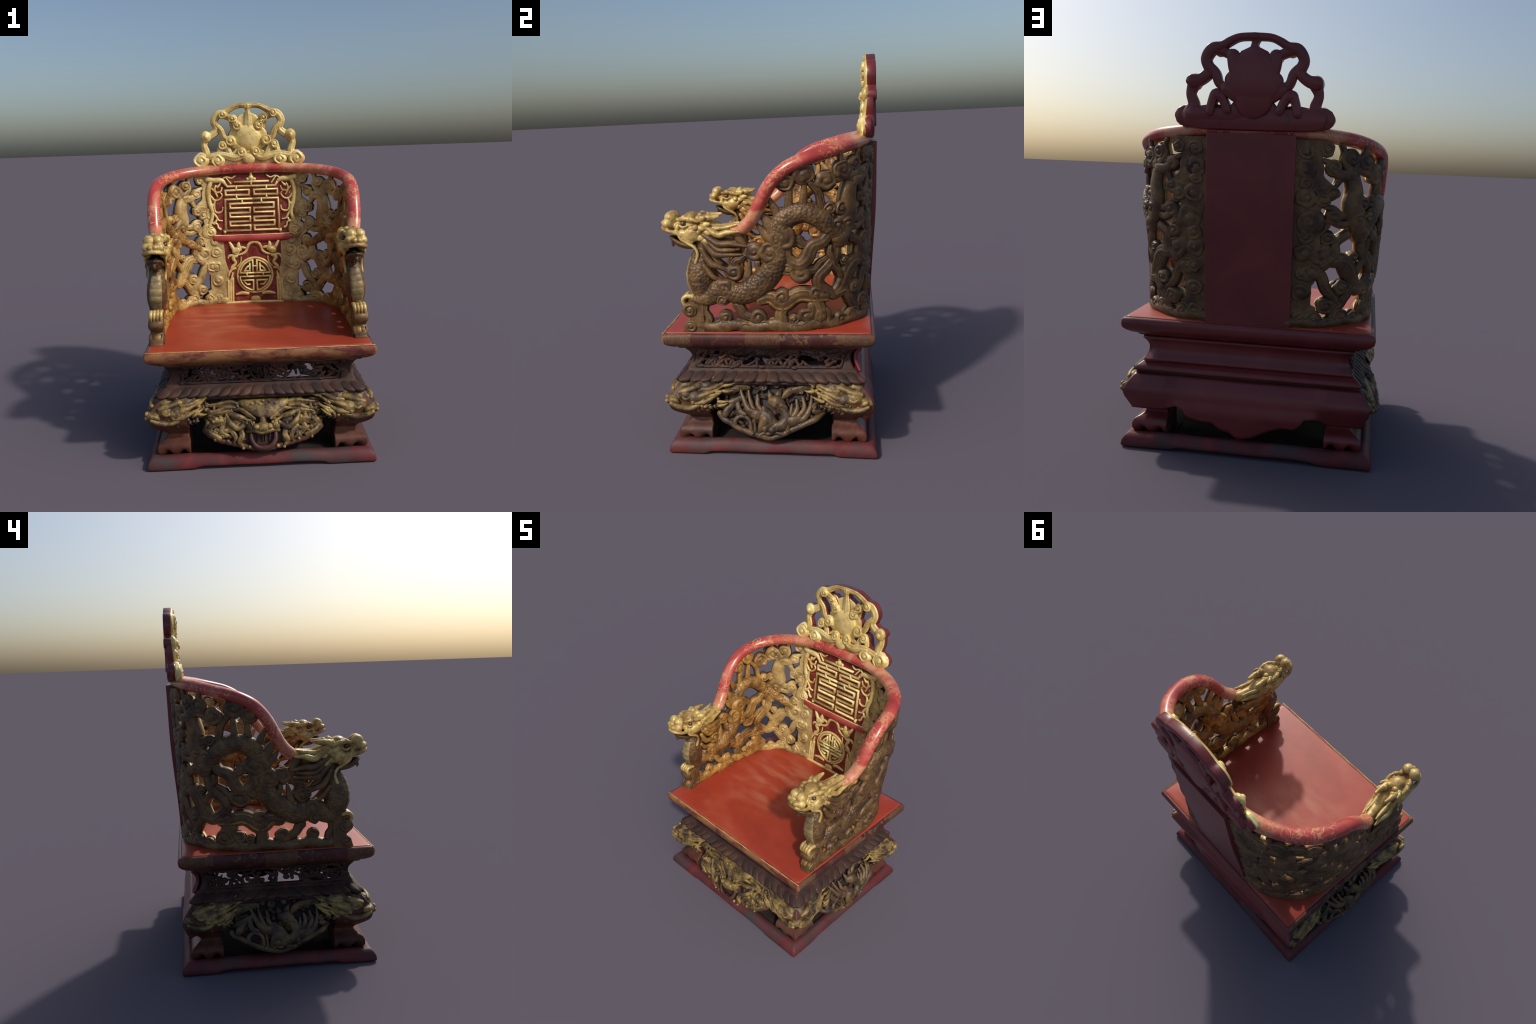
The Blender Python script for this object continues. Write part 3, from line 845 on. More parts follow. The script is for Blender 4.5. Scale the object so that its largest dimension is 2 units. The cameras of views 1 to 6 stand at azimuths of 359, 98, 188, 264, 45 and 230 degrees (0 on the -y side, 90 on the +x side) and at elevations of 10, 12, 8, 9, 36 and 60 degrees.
def build_phoenix(root):
    for side in (1, 3):
        S = drawn_surface(side)
        g = empty("phoenix_relief", root)
        def T(name, c, flat=1.0, n=.006, ridge=0, mat="side_gold"):
            # design is drawn in (toward the chair's front, up) and the two sides are turned copies
            add(name, *stube(S, [(-(q[0] - YC), q[1], q[2] * 1.22, n + (q[3] if len(q) > 3 else 0)) for q in c], flat, ridge=ridge, k=10), "base_phx", g)
        okp = lambda u, v: np.interp(abs(u), [0, .05, .1, .17, .25, .28, .31], [.095, .10, .125, .155, .21, .28, .31]) < v < .415
        add("relief_tangle", *strands(S, ((-.30, .30), (.08, .42), okp), (0, .22), 95, 11 + side, -.012, 1.0), "umber", g, kind="stuff")
        feathers = [[(.050, .235, .015), (.112, .250, .017), (.150, .318, .009), (.166, .370, .005)],
                    [(.050, .24, .014), (.091, .253, .012), (.114, .315, .009), (.122, .354, .005)],
                    [(.05, .25, .012), (.070, .276, .011), (.073, .312, .009), (.076, .335, .005)],
                    [(-.085, .19, .014), (-.107, .213, .013), (-.131, .26, .011), (-.127, .309, .006)],
                    [(-.09, .19, .014), (-.13, .211, .013), (-.167, .263, .011), (-.160, .322, .006)],
                    [(-.10, .185, .014), (-.16, .206, .014), (-.198, .273, .010), (-.205, .360, .005)],
                    [(-.085, .20, .010), (-.098, .235, .010), (-.104, .285, .005)]]
        for f in feathers: T("wing_feather", f, .9)
        T("wing_root", [(.045, .232, .02), (.075, .225, .026), (.11, .24, .018)], .6)
        T("wing_root", [(-.08, .19, .02), (-.115, .192, .026), (-.155, .204, .018)], .6)
        T("body", [(.045, .258, .018), (.036, .228, .033), (.012, .185, .036), (-.012, .158, .028)], .6, .002)
        T("neck", [(-.012, .152, .024), (-.055, .165, .024), (-.078, .20, .022), (-.068, .242, .022), (-.04, .275, .024)], .8, .002)
        T("head", [(.0, .306, .022), (-.022, .300, .032), (-.05, .285, .024)], .8, .012)
        T("beak", [(-.05, .288, .015), (-.075, .275, .009), (-.082, .258, .003)], .9, .022)
        add("eye", *sball(S, -(-.028 - YC), .302, .044, .007, .006), "eye", g)
        T("head_crest", [(-.002, .312, .013), (.010, .338, .012), (.016, .362, .004)], .8, .014)
        T("head_crest", [(-.027, .318, .012), (-.035, .345, .014), (-.048, .372, .004)], .8, .014)
        T("thigh", [(.02, .20, .03), (.045, .165, .02), (.060, .125, .010)], .7, .008)
        for c in ([(.13, .385, .008), (.121, .377, .014), (.19, .376, .018), (.262, .390, .004)], [(.15, .368, .010), (.225, .354, .018), (.27, .330, .004)],
                  [(.15, .32, .010), (.205, .286, .018), (.268, .273, .004)], [(.19, .29, .012), (.23, .24, .018), (.244, .205, .010)],
                  [(.180, .290, .012), (.162, .24, .014), (.138, .222, .015)], [(-.09, .355, .012), (-.145, .369, .019), (-.192, .379, .016), (-.245, .366, .004)],
                  [(-.055, .315, .009), (-.086, .349, .018), (-.15, .397, .004)], [(.245, .36, .010), (.262, .372, .012), (.275, .392, .004)],
                  [(-.20, .372, .012), (-.225, .345, .014), (-.25, .335, .004)], [(-.185, .385, .012), (-.2, .402, .004)], [(.20, .385, .012), (.215, .404, .004)],
                  [(.215, .27, .010), (.25, .262, .010), (.275, .245, .003)], [(-.215, .25, .010), (-.24, .24, .012), (-.262, .225, .006)]):
            T("tail_plume", c, .8, .004, .15)
        for q, h in (((.044, .378, .024), 1), ((-.024, .394, .019), -1), ((-.228, .277, .022), 1), ((-.151, .356, .014), 1), ((.095, .392, .014), -1)):
            add("cloud_curl", *scroll(S, -(q[0] - YC), q[1], q[2], .014, .012, 1.6, h, 0, 0, .008, 0, twoface=False, rings=9, seg=22), "base_phx", g)
        bd = [(.272, .212, .015), (.262, .198, .013), (.219, .177, .013), (.168, .140, .012), (.105, .112, .014), (.052, .096, .014), (.006, .084, .012), (-.054, .106, .012), (-.102, .136, .013), (-.168, .171, .013), (-.235, .208, .013), (-.262, .224, .011)]
        T("apron_border", bd, 1.0, -.002)
        T("border_loop", [(.062, .10, .009), (.04, .118, .008), (.0, .122, .008), (-.04, .118, .009), (-.062, .112, .009)], 1)
        for c in ([(.185, .165, .009), (.185, .19, .011), (.16, .214, .011), (.127, .207, .010), (.108, .18, .009), (.104, .135, .009)],
                  [(-.082, .135, .012), (-.086, .165, .012), (-.095, .19, .010), (-.12, .2, .008)], [(-.13, .15, .010), (-.15, .178, .009), (-.18, .19, .006)],
                  [(.09, .22, .008), (.085, .17, .007), (.082, .115, .009)], [(.05, .15, .007), (.06, .12, .008)]):
            T("vine", c, 1, .002)
        add("rock", *join([sball(S, -(x - YC), z, .008, (a, b), .018) for x, z, a, b in ((.03, .145, .022, .022), (-.005, .138, .024, .022), (-.03, .15, .016, .02), (.012, .118, .02, .012), (.095, .118, .014, .012), (-.085, .135, .014, .012))]), "base_phx", g, kind="stuff")

def build_knees(root):
    """Beast heads wrapped round the four knees; the rear pair is sliced flat by the back."""
    for sx in (1, -1):
        for sy in (-1, 1):
            g = empty("knee_beast_head", root)
            def C(t, z, n=0.0, face=0):
                """point t metres from the corner along face 0 (x side) or 1 (y side)."""
                hw = np.interp(z, AP_Z, AP_H) - .009; hy = hw - .088
                if face == 0: p = (hw + n, hy - t)
                else: p = (hw - t, hy + n)
                return np.array((XB + sx * p[0], YC + sy * p[1], z))
            def faceN(face):
                return np.array((sx, 0, .15)) if face == 0 else np.array((0, sy, .15))
            parts = []
            faces = (0, 1) if sy < 0 else (0,)
            rear = sy > 0
            d = unit(np.array((sx, sy, 0.0)))
            q = np.array((-d[1], d[0], 0))
            R = [q, np.array((0, 0, 1.0)), d]
            cor = lambda inset, z: C(0, z) - d * inset
            parts.append(ball(cor(.020, .302), (.040, .026, .036), R=R))                  # nose
            parts.append(ball(cor(.075, .345), (.060, .050, .060), R=R))                  # bridge
            parts.append(ball(cor(.085, .385), (.105, .028, .055), R=R))                  # forehead
            parts.append(ball(cor(.060, .275), (.064, .022, .056), R=R))                  # lip
            for f in faces:
                parts.append(ball(C(.075, .322, -.02, f), (.05, .05, .045)))               # cheeks
                parts.append(ball(C(.13, .31, -.026, f), (.055, .055, .045)))
                parts.append(ball(C(.15, .36, -.03, f), (.06, .06, .04)))
            hd = fuse("head", parts, .0042, "base_gold", g, 3, .5)
            if rear:      # sawn flat against the plain back
                for v in hd.data.vertices:
                    lim = YC + np.interp(v.co.z, AP_Z, AP_H) - .088 - .004
                    if v.co.y > lim: v.co.y = lim
            for f in faces:
                def arc(name, c, mat="base_gold", ridge=.0):
                    if rear: c = [(max(t, .022),) + tuple(q) for t, *q in c]
                    A = spline([tuple(C(t, z, n, f)) + (r,) for t, z, n, r in c], .008)
                    add(name, *tube(A[:, :3], np.repeat(faceN(f)[None], len(A), 0), A[:, 3], A[:, 3], 12, ridge), mat, g)
                arc("brow", [(.028, .342, .018, .012), (.06, .352, .026, .017), (.10, .366, .020, .018), (.145, .366, .008, .014), (.185, .376, .002, .005)], ridge=.12)
                arc("moustache", [(.012, .290, .020, .012), (.05, .272, .020, .015), (.095, .262, .014, .016), (.14, .274, .006, .014), (.175, .300, .002, .010), (.20, .318, .0, .004)], ridge=.12)
                arc("lower_lip", [(.02, .268, .004, .010), (.07, .250, .002, .011), (.13, .255, .0, .010), (.17, .272, -.002, .006)], "base_brown")
                arc("eyelid", [(.060, .322, .022, .006), (.085, .314, .024, .007), (.112, .326, .016, .006)])
                arc("nostril", [(.010, .312, .024, .012), (.034, .306, .022, .013), (.046, .296, .016, .008)])
                arc("cheek_flame", [(.125, .318, .010, .016), (.165, .330, .006, .020), (.205, .345, .002, .012), (.235, .362, 0, .004)], ridge=.2)
                arc("cheek_flame", [(.14, .290, .006, .014), (.19, .298, .004, .016), (.225, .318, .0, .010), (.25, .335, 0, .003)], ridge=.2)
                arc("ear", [(.135, .352, .012, .014), (.175, .356, .010, .018), (.215, .374, .004, .012), (.24, .394, 0, .004)], ridge=.2)
                arc("mane_curl", [(.165, .392, -.004, .010), (.21, .396, .0, .012), (.25, .386, .0, .009), (.285, .396, 0, .004)], "base_brown")
                rr = random.Random(int(40 + 7 * sx + 3 * sy + f)); curls = []
                for _ in range(26):
                    t, z = rr.uniform(.10, .25), rr.uniform(.268, .385)
                    q = rr.uniform(.007, .012)
                    curls.append(ball(C(t, z, .006 - .05 * max(0, t - .19), f), q))
                for _ in range(16):
                    t, z = rr.uniform(.13, .26), rr.uniform(.265, .385); a = rr.uniform(-.3, .9)
                    P = np.array([C(t + q * math.cos(a), z + q * math.sin(a) + 6 * q * q, .004, f) for q in (0, .015, .032, .048)])
                    curls.append(tube(P, np.repeat(faceN(f)[None], 4, 0), [.009, .010, .007, .002], [.009, .010, .007, .002], 8))
                add("mane_curl", *join(curls), "base_gold", g, kind="stuff")
                add("eye", *ball(C(.084, .333, .014, f), .0145), "eye", g)
                add("cheek_curl", *ball(C(.125, .296, .010, f), .016), "base_gold", g)
                beads = []
                for i, (t, z) in enumerate(((.045, .254), (.075, .244), (.105, .250), (.13, .240), (.155, .252), (.18, .246), (.205, .262), (.23, .268), (.25, .28), (.14, .264), (.19, .275))):
                    beads.append(ball(C(t, z, .001, f), .010 + .003 * (i % 3 == 0)))
                    P = np.array([C(t, z, .004, f), C(t + .006, z - .016, .001, f)])
                    beads.append(tube(P, np.repeat(faceN(f)[None], 2, 0), [.008, .003], [.008, .003], 8))
                add("beard_curl", *join(beads), "base_brown", g, kind="stuff")

# ------------------------------------------------------------------ wall surface
def cr2(P, n):
    A = spline(P, .004)
    l = np.r_[0, np.cumsum(np.linalg.norm(np.diff(A, axis=0), axis=1))]
    s = np.linspace(0, l[-1], n)
    return np.c_[np.interp(s, l, A[:, 0]), np.interp(s, l, A[:, 1])], l[-1]
PLAN0, LEN = cr2([(0, .500), (.2, .498), (.333, .476), (.435, .417), (.510, .328), (.553, .21), (.564, .1), (.566, -.1), (.560, -.45)], 600)
PLAN1, _ = cr2([(0, .552), (.2, .546), (.352, .504), (.475, .433), (.563, .345), (.597, .21), (.596, .1), (.588, -.1), (.55, -.45)], 600)
SK = np.linspace(0, LEN, 600)
NRM0 = unit(np.gradient(PLAN0, axis=0)); NRM0 = np.c_[-NRM0[:, 1], NRM0[:, 0]]
XC = .009

def wall(side):
    def S(s, z, n):
        s, z, n = np.broadcast_arrays(np.asarray(s, float), np.asarray(z, float), np.asarray(n, float))
        k = (z - .665) / .9
        n = n * (1 - .42 * np.clip(k, 0, 1) * np.clip((.42 - s) / .12, 0, 1))
        g = lambda A, i: np.interp(s, SK, A[:, i])
        x = g(PLAN0, 0) * (1 - k) + g(PLAN1, 0) * k + n * g(NRM0, 0)
        y = g(PLAN0, 1) * (1 - k) + g(PLAN1, 1) * k + n * g(NRM0, 1)
        return np.stack([XC + side * x, y, z], -1)
    return S

RAIL = [(0, .507, 1.577), (.13, .506, 1.577), (.24, .50, 1.574), (.36, .465, 1.566), (.46, .41, 1.555), (.53, .345, 1.538), (.572, .272, 1.519), (.592, .20, 1.497), (.598, .13, 1.462), (.598, .08, 1.417), (.596, .04, 1.363), (.592, .007, 1.300), (.585, -.02, 1.25), (.574, -.055, 1.207), (.562, -.095, 1.180), (.552, -.135, 1.172)]

def build_rail(root):
    pts = [(-x, y, z) for x, y, z in RAIL[:0:-1]] + RAIL
    A = spline(pts, .012)
    A[:, 0] += .013
    T = unit(np.gradient(A, axis=0))
    upv = np.array([0, 0, 1.0])
    # section wide across, a little lower in height; blend reference so that steep parts stay stable
    B = unit(np.cross(T, upv)); N = np.cross(B, T)
    l = np.r_[0, np.cumsum(np.linalg.norm(np.diff(A, axis=0), axis=1))]
    d = l - l[-1] / 2
    taper = np.clip((l[-1] / 2 - np.abs(d)) / .06, .75, 1)
    V, F = tube(A, N, .040 * taper, .0335 * taper, 24, cap=False)
    add("arm_rail", V, F, "rail", root)

# ------------------------------------------------------------------ side screens
# design in (distance round the screen from the middle of the back, height, radius)
BODY = [(1.10, .880, .040), (1.03, .862, .042), (.986, .868, .044), (.90, .932, .047), (.843, 1.018, .045), (.829, 1.108, .042), (.823, 1.185, .042), (.784, 1.238, .040), (.713, 1.258, .038), (.647, 1.235, .038), (.597, 1.19, .036), (.555, 1.145, .034)]
RIBBONS = [
    [(.686, 1.40, .014), (.641, 1.35, .018), (.627, 1.292, .018), (.606, 1.235, .016), (.558, 1.175, .012), (.52, 1.145, .008)],
    [(.60, 1.14, .024), (.625, 1.108, .028), (.674, 1.09, .031), (.701, 1.042, .033), (.739, 1.012, .030), (.787, 1.045, .022), (.788, 1.11, .018), (.763, 1.165, .012)],
    [(.552, 1.12, .026), (.555, 1.04, .027), (.597, .992, .029), (.638, .948, .029), (.640, .905, .028), (.597, .868, .026), (.549, .845, .028), (.502, .878, .026), (.454, .94, .026), (.422, 1.008, .020)],
    [(.60, .840, .036), (.656, .848, .040), (.716, .850, .040), (.766, .834, .040), (.82, .812, .042), (.873, .840, .038), (.93, .83, .03)],
    [(.46, 1.115, .022), (.404, 1.072, .023), (.395, 1.012, .026), (.350, .97, .028)],
    [(.36, 1.0, .026), (.395, .988, .028), (.454, .98, .034), (.508, .928, .033), (.535, .868, .030), (.56, .84, .025)],
    [(.324, .945, .026), (.356, .885, .026), (.407, .815, .024), (.44, .765, .024)],
    [(.591, 1.085, .013), (.585, 1.032, .017), (.555, .975, .019), (.53, .93, .015)],
    [(.66, .87, .022), (.645, .80, .028), (.635, .74, .036), (.63, .69, .034)],
    [(.826, .83, .032), (.818, .775, .028), (.82, .70, .036)],
    [(.677, .800, .018), (.676, .745, .020), (.715, .710, .020), (.77, .70, .016)],
    [(1.04, .805, .026), (.990, .748, .021), (.944, .715, .019), (.885, .695, .013)],
    [(1.20, .825, .018), (1.204, .77, .022), (1.19, .725, .022), (1.22, .69, .024)],
    [(.93, 1.02, .014), (.925, .97, .018), (.95, .92, .022)],
    [(.98, 1.06, .014), (1.03, 1.03, .020), (1.045, .985, .022)],
    [(.70, 1.10, .018), (.74, 1.118, .026), (.79, 1.13, .020)],
    [(.46, .80, .024), (.50, .845, .022), (.55, .845, .02)],
    [(.40, .70, .02), (.43, .76, .026), (.47, .80, .022)],
    [(.60, 1.03, .014), (.66, .985, .022), (.72, .97, .03)],
]
SPIKES = [
    [(.716, 1.27, .020, 0), (.712, 1.33, .016, 0), (.708, 1.39, .011, 0)], [(.781, 1.27, .020, 0), (.779, 1.33, .016, 0), (.772, 1.39, .011, 0)],
    [(.826, 1.24, .022, 0), (.848, 1.285, .016, 0), (.875, 1.335, .008, 0)], [(.85, 1.16, .032, 0), (.872, 1.205, .026, 0), (.910, 1.262, .009, 0)],
    [(.855, 1.14, .035, 0), (.89, 1.16, .022, 0), (.925, 1.20, .008, 0)], [(.985, .93, .022, 0), (.978, .975, .016, 0), (.970, 1.022, .006, 0)],
    [(.905, .96, .020, 0), (.925, .975, .014, 0), (.935, 1.01, .006, 0)],
]
HORNED = [
    [(.46, 1.39, .030), (.416, 1.40, .026), (.368, 1.428, .016), (.325, 1.455, .010)], [(.45, 1.41, .026), (.425, 1.46, .014), (.407, 1.53, .010)],
    [(.47, 1.415, .026), (.505, 1.46, .014), (.540, 1.53, .010)], [(.47, 1.40, .026), (.53, 1.412, .016), (.60, 1.405, .010)],
    [(.43, 1.39, .022), (.392, 1.36, .014), (.355, 1.335, .012), (.305, 1.32, .010)], [(.46, 1.20, .018), (.40, 1.222, .018), (.345, 1.242, .008)],
    [(.47, 1.17, .018), (.40, 1.172, .017), (.335, 1.160, .008)], [(.56, 1.20, .016), (.60, 1.225, .012), (.63, 1.20, .008)],
]
CBODY = [(.470, 1.385, .034), (.487, 1.312, .042), (.482, 1.252, .048), (.505, 1.20, .054), (.535, 1.145, .056), (.54, 1.10, .04)]
DISCS = [  # s, z, r, hand
    (.947, 1.075, .046, 1), (.815, 1.140, .062, -1), (.868, 1.066, .056, 1), (.716, 1.440, .052, 1), (.612, 1.402, .050, -1), (.795, 1.405, .046, 1), (.530, 1.450, .048, -1),
    (.535, 1.265, .036, 1), (.722, .962, .053, 1), (.786, .990, .036, -1), (.656, .855, .040, 1), (.816, .845, .043, -1), (.625, .735, .052, 1), (.835, .695, .030, 1),
    (.440, .718, .040, -1), (.529, .708, .034, 1), (.508, 1.005, .027, 1), (.440, .862, .040, -1), (1.045, .968, .045, 1), (1.095, .700, .036, -1), (1.004, .690, .038, 1), (1.102, .835, .031, -1),
    (1.10, .895, .046, 1), (.246, 1.410, .050, 1), (.258, 1.285, .052, -1), (.285, 1.168, .066, 1), (.330, 1.275, .037, 1), (.252, 1.028, .046, -1), (.342, 1.018, .056, 1), (.288, .932, .047, -1),
    (.252, .835, .045, 1), (.312, .712, .040, -1), (.460, .715, .036, 1), (.372, .775, .042, -1), (.246, 1.493, .038, -1), (.335, 1.502, .032, 1), (.252, .715, .040, 1),
    (.45, 1.475, .038, 1), (.255, 1.10, .04, 1), (.59, 1.27, .032, -1), (.255, .93, .036, 1), (.25, 1.35, .035, -1), (.90, .70, .032, -1), (.76, .69, .026, 1), (.385, .69, .028, 1), (1.22, .70, .034, 1),
    (.700, .742, .040, 1), (.76, .732, .026, -1), (.935, .740, .042, 1), (1.10, .742, .034, 1), (.372, 1.42, .038, 1), (.368, 1.31, .036, -1), (.385, 1.20, .040, 1), (.36, 1.10, .036, -1),
]

def build_screen(root, side):
    W = wall(side)
    r = random.Random(31 if side > 0 else 77)
    j = lambda a: r.uniform(-a, a)
    g = empty("cloud_fretwork", root)
    # dark core between the two layers, showing as dark outlines round the openwork
    core = []
    C0 = lambda c, e: [(q[0], q[1], q[2] * e + .002, 0) for q in c]
    for c in [BODY] + RIBBONS + [CBODY]:
        core.append(stube(W, C0(c, 1.28 if c is BODY else 1.1), .3, .012, k=10, hmax=.016, wave=.007 if c in RIBBONS else 0, wk=1.0 + .3 * (RIBBONS.index(c) % 4 if c in RIBBONS else 0), wp=RIBBONS.index(c) if c in RIBBONS else 0))
    for c in HORNED:
        core.append(stube(W, C0(c, 1.1), .5, .006, k=8, wave=.012, wk=1.0, wp=c[0][0] * 40))
    for s, z, rad, h in DISCS:
        core.append(sball(W, s, z, 0, rad * 1.04 + .002, .016))
    add("openwork_core", *join(core), "umber", g, kind="stuff")
    # the screen is carved in two layers, one looking outward and one looking in
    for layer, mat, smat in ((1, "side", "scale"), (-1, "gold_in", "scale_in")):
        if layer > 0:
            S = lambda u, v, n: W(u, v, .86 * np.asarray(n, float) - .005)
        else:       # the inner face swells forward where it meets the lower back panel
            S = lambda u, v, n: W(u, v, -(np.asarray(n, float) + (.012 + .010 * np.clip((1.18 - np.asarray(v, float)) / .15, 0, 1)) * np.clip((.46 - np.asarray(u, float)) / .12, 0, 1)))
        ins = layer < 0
        dr = empty("coiling_dragon", root)
        B = [(q[0] + 0, q[1], q[2] * (1.12 if ins else 1.28), .014) for q in BODY]
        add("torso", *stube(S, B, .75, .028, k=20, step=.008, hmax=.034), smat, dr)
        for c in SPIKES:
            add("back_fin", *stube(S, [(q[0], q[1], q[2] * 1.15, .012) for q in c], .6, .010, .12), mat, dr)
        add("thigh", *stube(S, [(1.06, .885, .048, .012), (1.115, .880, .058, .014), (1.17, .845, .045, .012), (1.225, .828, .038, .008), (1.27, .822, .030, .004)], .7, .024, hmax=.034), smat, dr)
        b = empty("horned_beast", root)
        add("torso", *stube(S, [(q[0], q[1], q[2] * 1.15, .010) for q in CBODY], .7, .024, .08, 5, k=18, hmax=.034), mat, b)
        for c in HORNED:
            add("horn_strand", *stube(S, [(q[0], q[1], q[2] * 1.1, .012) for q in c], .9, .009, .15, wave=.012, wk=1.0, wp=c[0][0] * 40), mat, b)
        add("muzzle", *sball(S, .545, 1.130, .024, (.050, .038), .026), mat, b)
        for ds in (-.024, .032):
            add("eye", *sball(S, .528 + ds, 1.192, .044, .013, .011), mat, b)
            add("brow", *stube(S, [(.528 + ds - .022, 1.20, .009, .038), (.528 + ds, 1.214, .012, .043), (.528 + ds + .022, 1.205, .008, .038)], 1), mat, b)
        if ins:
            add("foreleg", *stube(S, [(.56, 1.175, .042, .020), (.50, 1.130, .034, .028), (.43, 1.085, .024, .028), (.375, 1.058, .022, .022)], .8, seg=.2, segn=12), smat, b)
        cl = g
        for ci, c in enumerate(RIBBONS):
            jj = (0, 0)
            lift = (.002, .012, .007)[ci % 3] if not ins else (.004, .016, .010)[ci % 3]
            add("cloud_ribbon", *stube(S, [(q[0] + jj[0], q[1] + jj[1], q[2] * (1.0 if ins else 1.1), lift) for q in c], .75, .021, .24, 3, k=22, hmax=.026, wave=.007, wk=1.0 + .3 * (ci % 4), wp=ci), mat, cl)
        for s, z, rad, h in DISCS:
            t = r.uniform(1.05, 1.6)
            near = min(math.hypot(q[0] - s, q[1] - z) for q in BODY) < .062
            add("cloud_scroll", *scroll(S, s + j(.004), z + j(.004), rad * (.96 if ins else 1.05), .018 + j(.003), .012, t, h, r.uniform(0, 6), r.choice((0, 3, 4, 5)),   .010, n0=.030 if near else .012, sq=r.uniform(.86, 1.0), twoface=False), mat, cl)
        ss = np.arange(.20, 1.30, .035)
        add("base_band", *stube(S, [(s, .692 + .007 * math.sin(s * 31), .031 + .005 * math.sin(s * 47), .012) for s in ss], 1.0, .022, .12, k=16, hmax=.025), mat, cl)
        # close-set cloud board next to the back panel
        zz = np.arange(.668, 1.545, .012)
        A, Bk = [], []
        for z in zz:
            e = (.322 if z < .9 else .338) + .022 * math.sin(z * 34) + .012 * math.sin(z * 71 + 1)
            if .77 < z < .875: e = .300
            u = np.linspace(.170, e, 7)
            A.append(S(u, z, .024)); Bk.append(S(u, z, .0006))
        A = np.array(A).reshape(-1, 3); Bk = np.array(Bk).reshape(-1, 3)
        n, m = len(zz), 7
        F = grid_faces(n, m) + [f[::-1] for f in grid_faces(n, m, n * m)]
        o = n * m
        for i in range(n - 1):
            F.append((i * m + m - 1, (i + 1) * m + m - 1, o + (i + 1) * m + m - 1, o + i * m + m - 1))
            F.append((i * m, o + i * m, o + (i + 1) * m, (i + 1) * m))
        ob = add("cloud_board", np.vstack([A, Bk]), F, mat, cl); sharp(ob, 40)

    # ---- arm-end dragon: chest, head, mane, paw and its cloud pedestal
    build_arm_dragon(root, side)

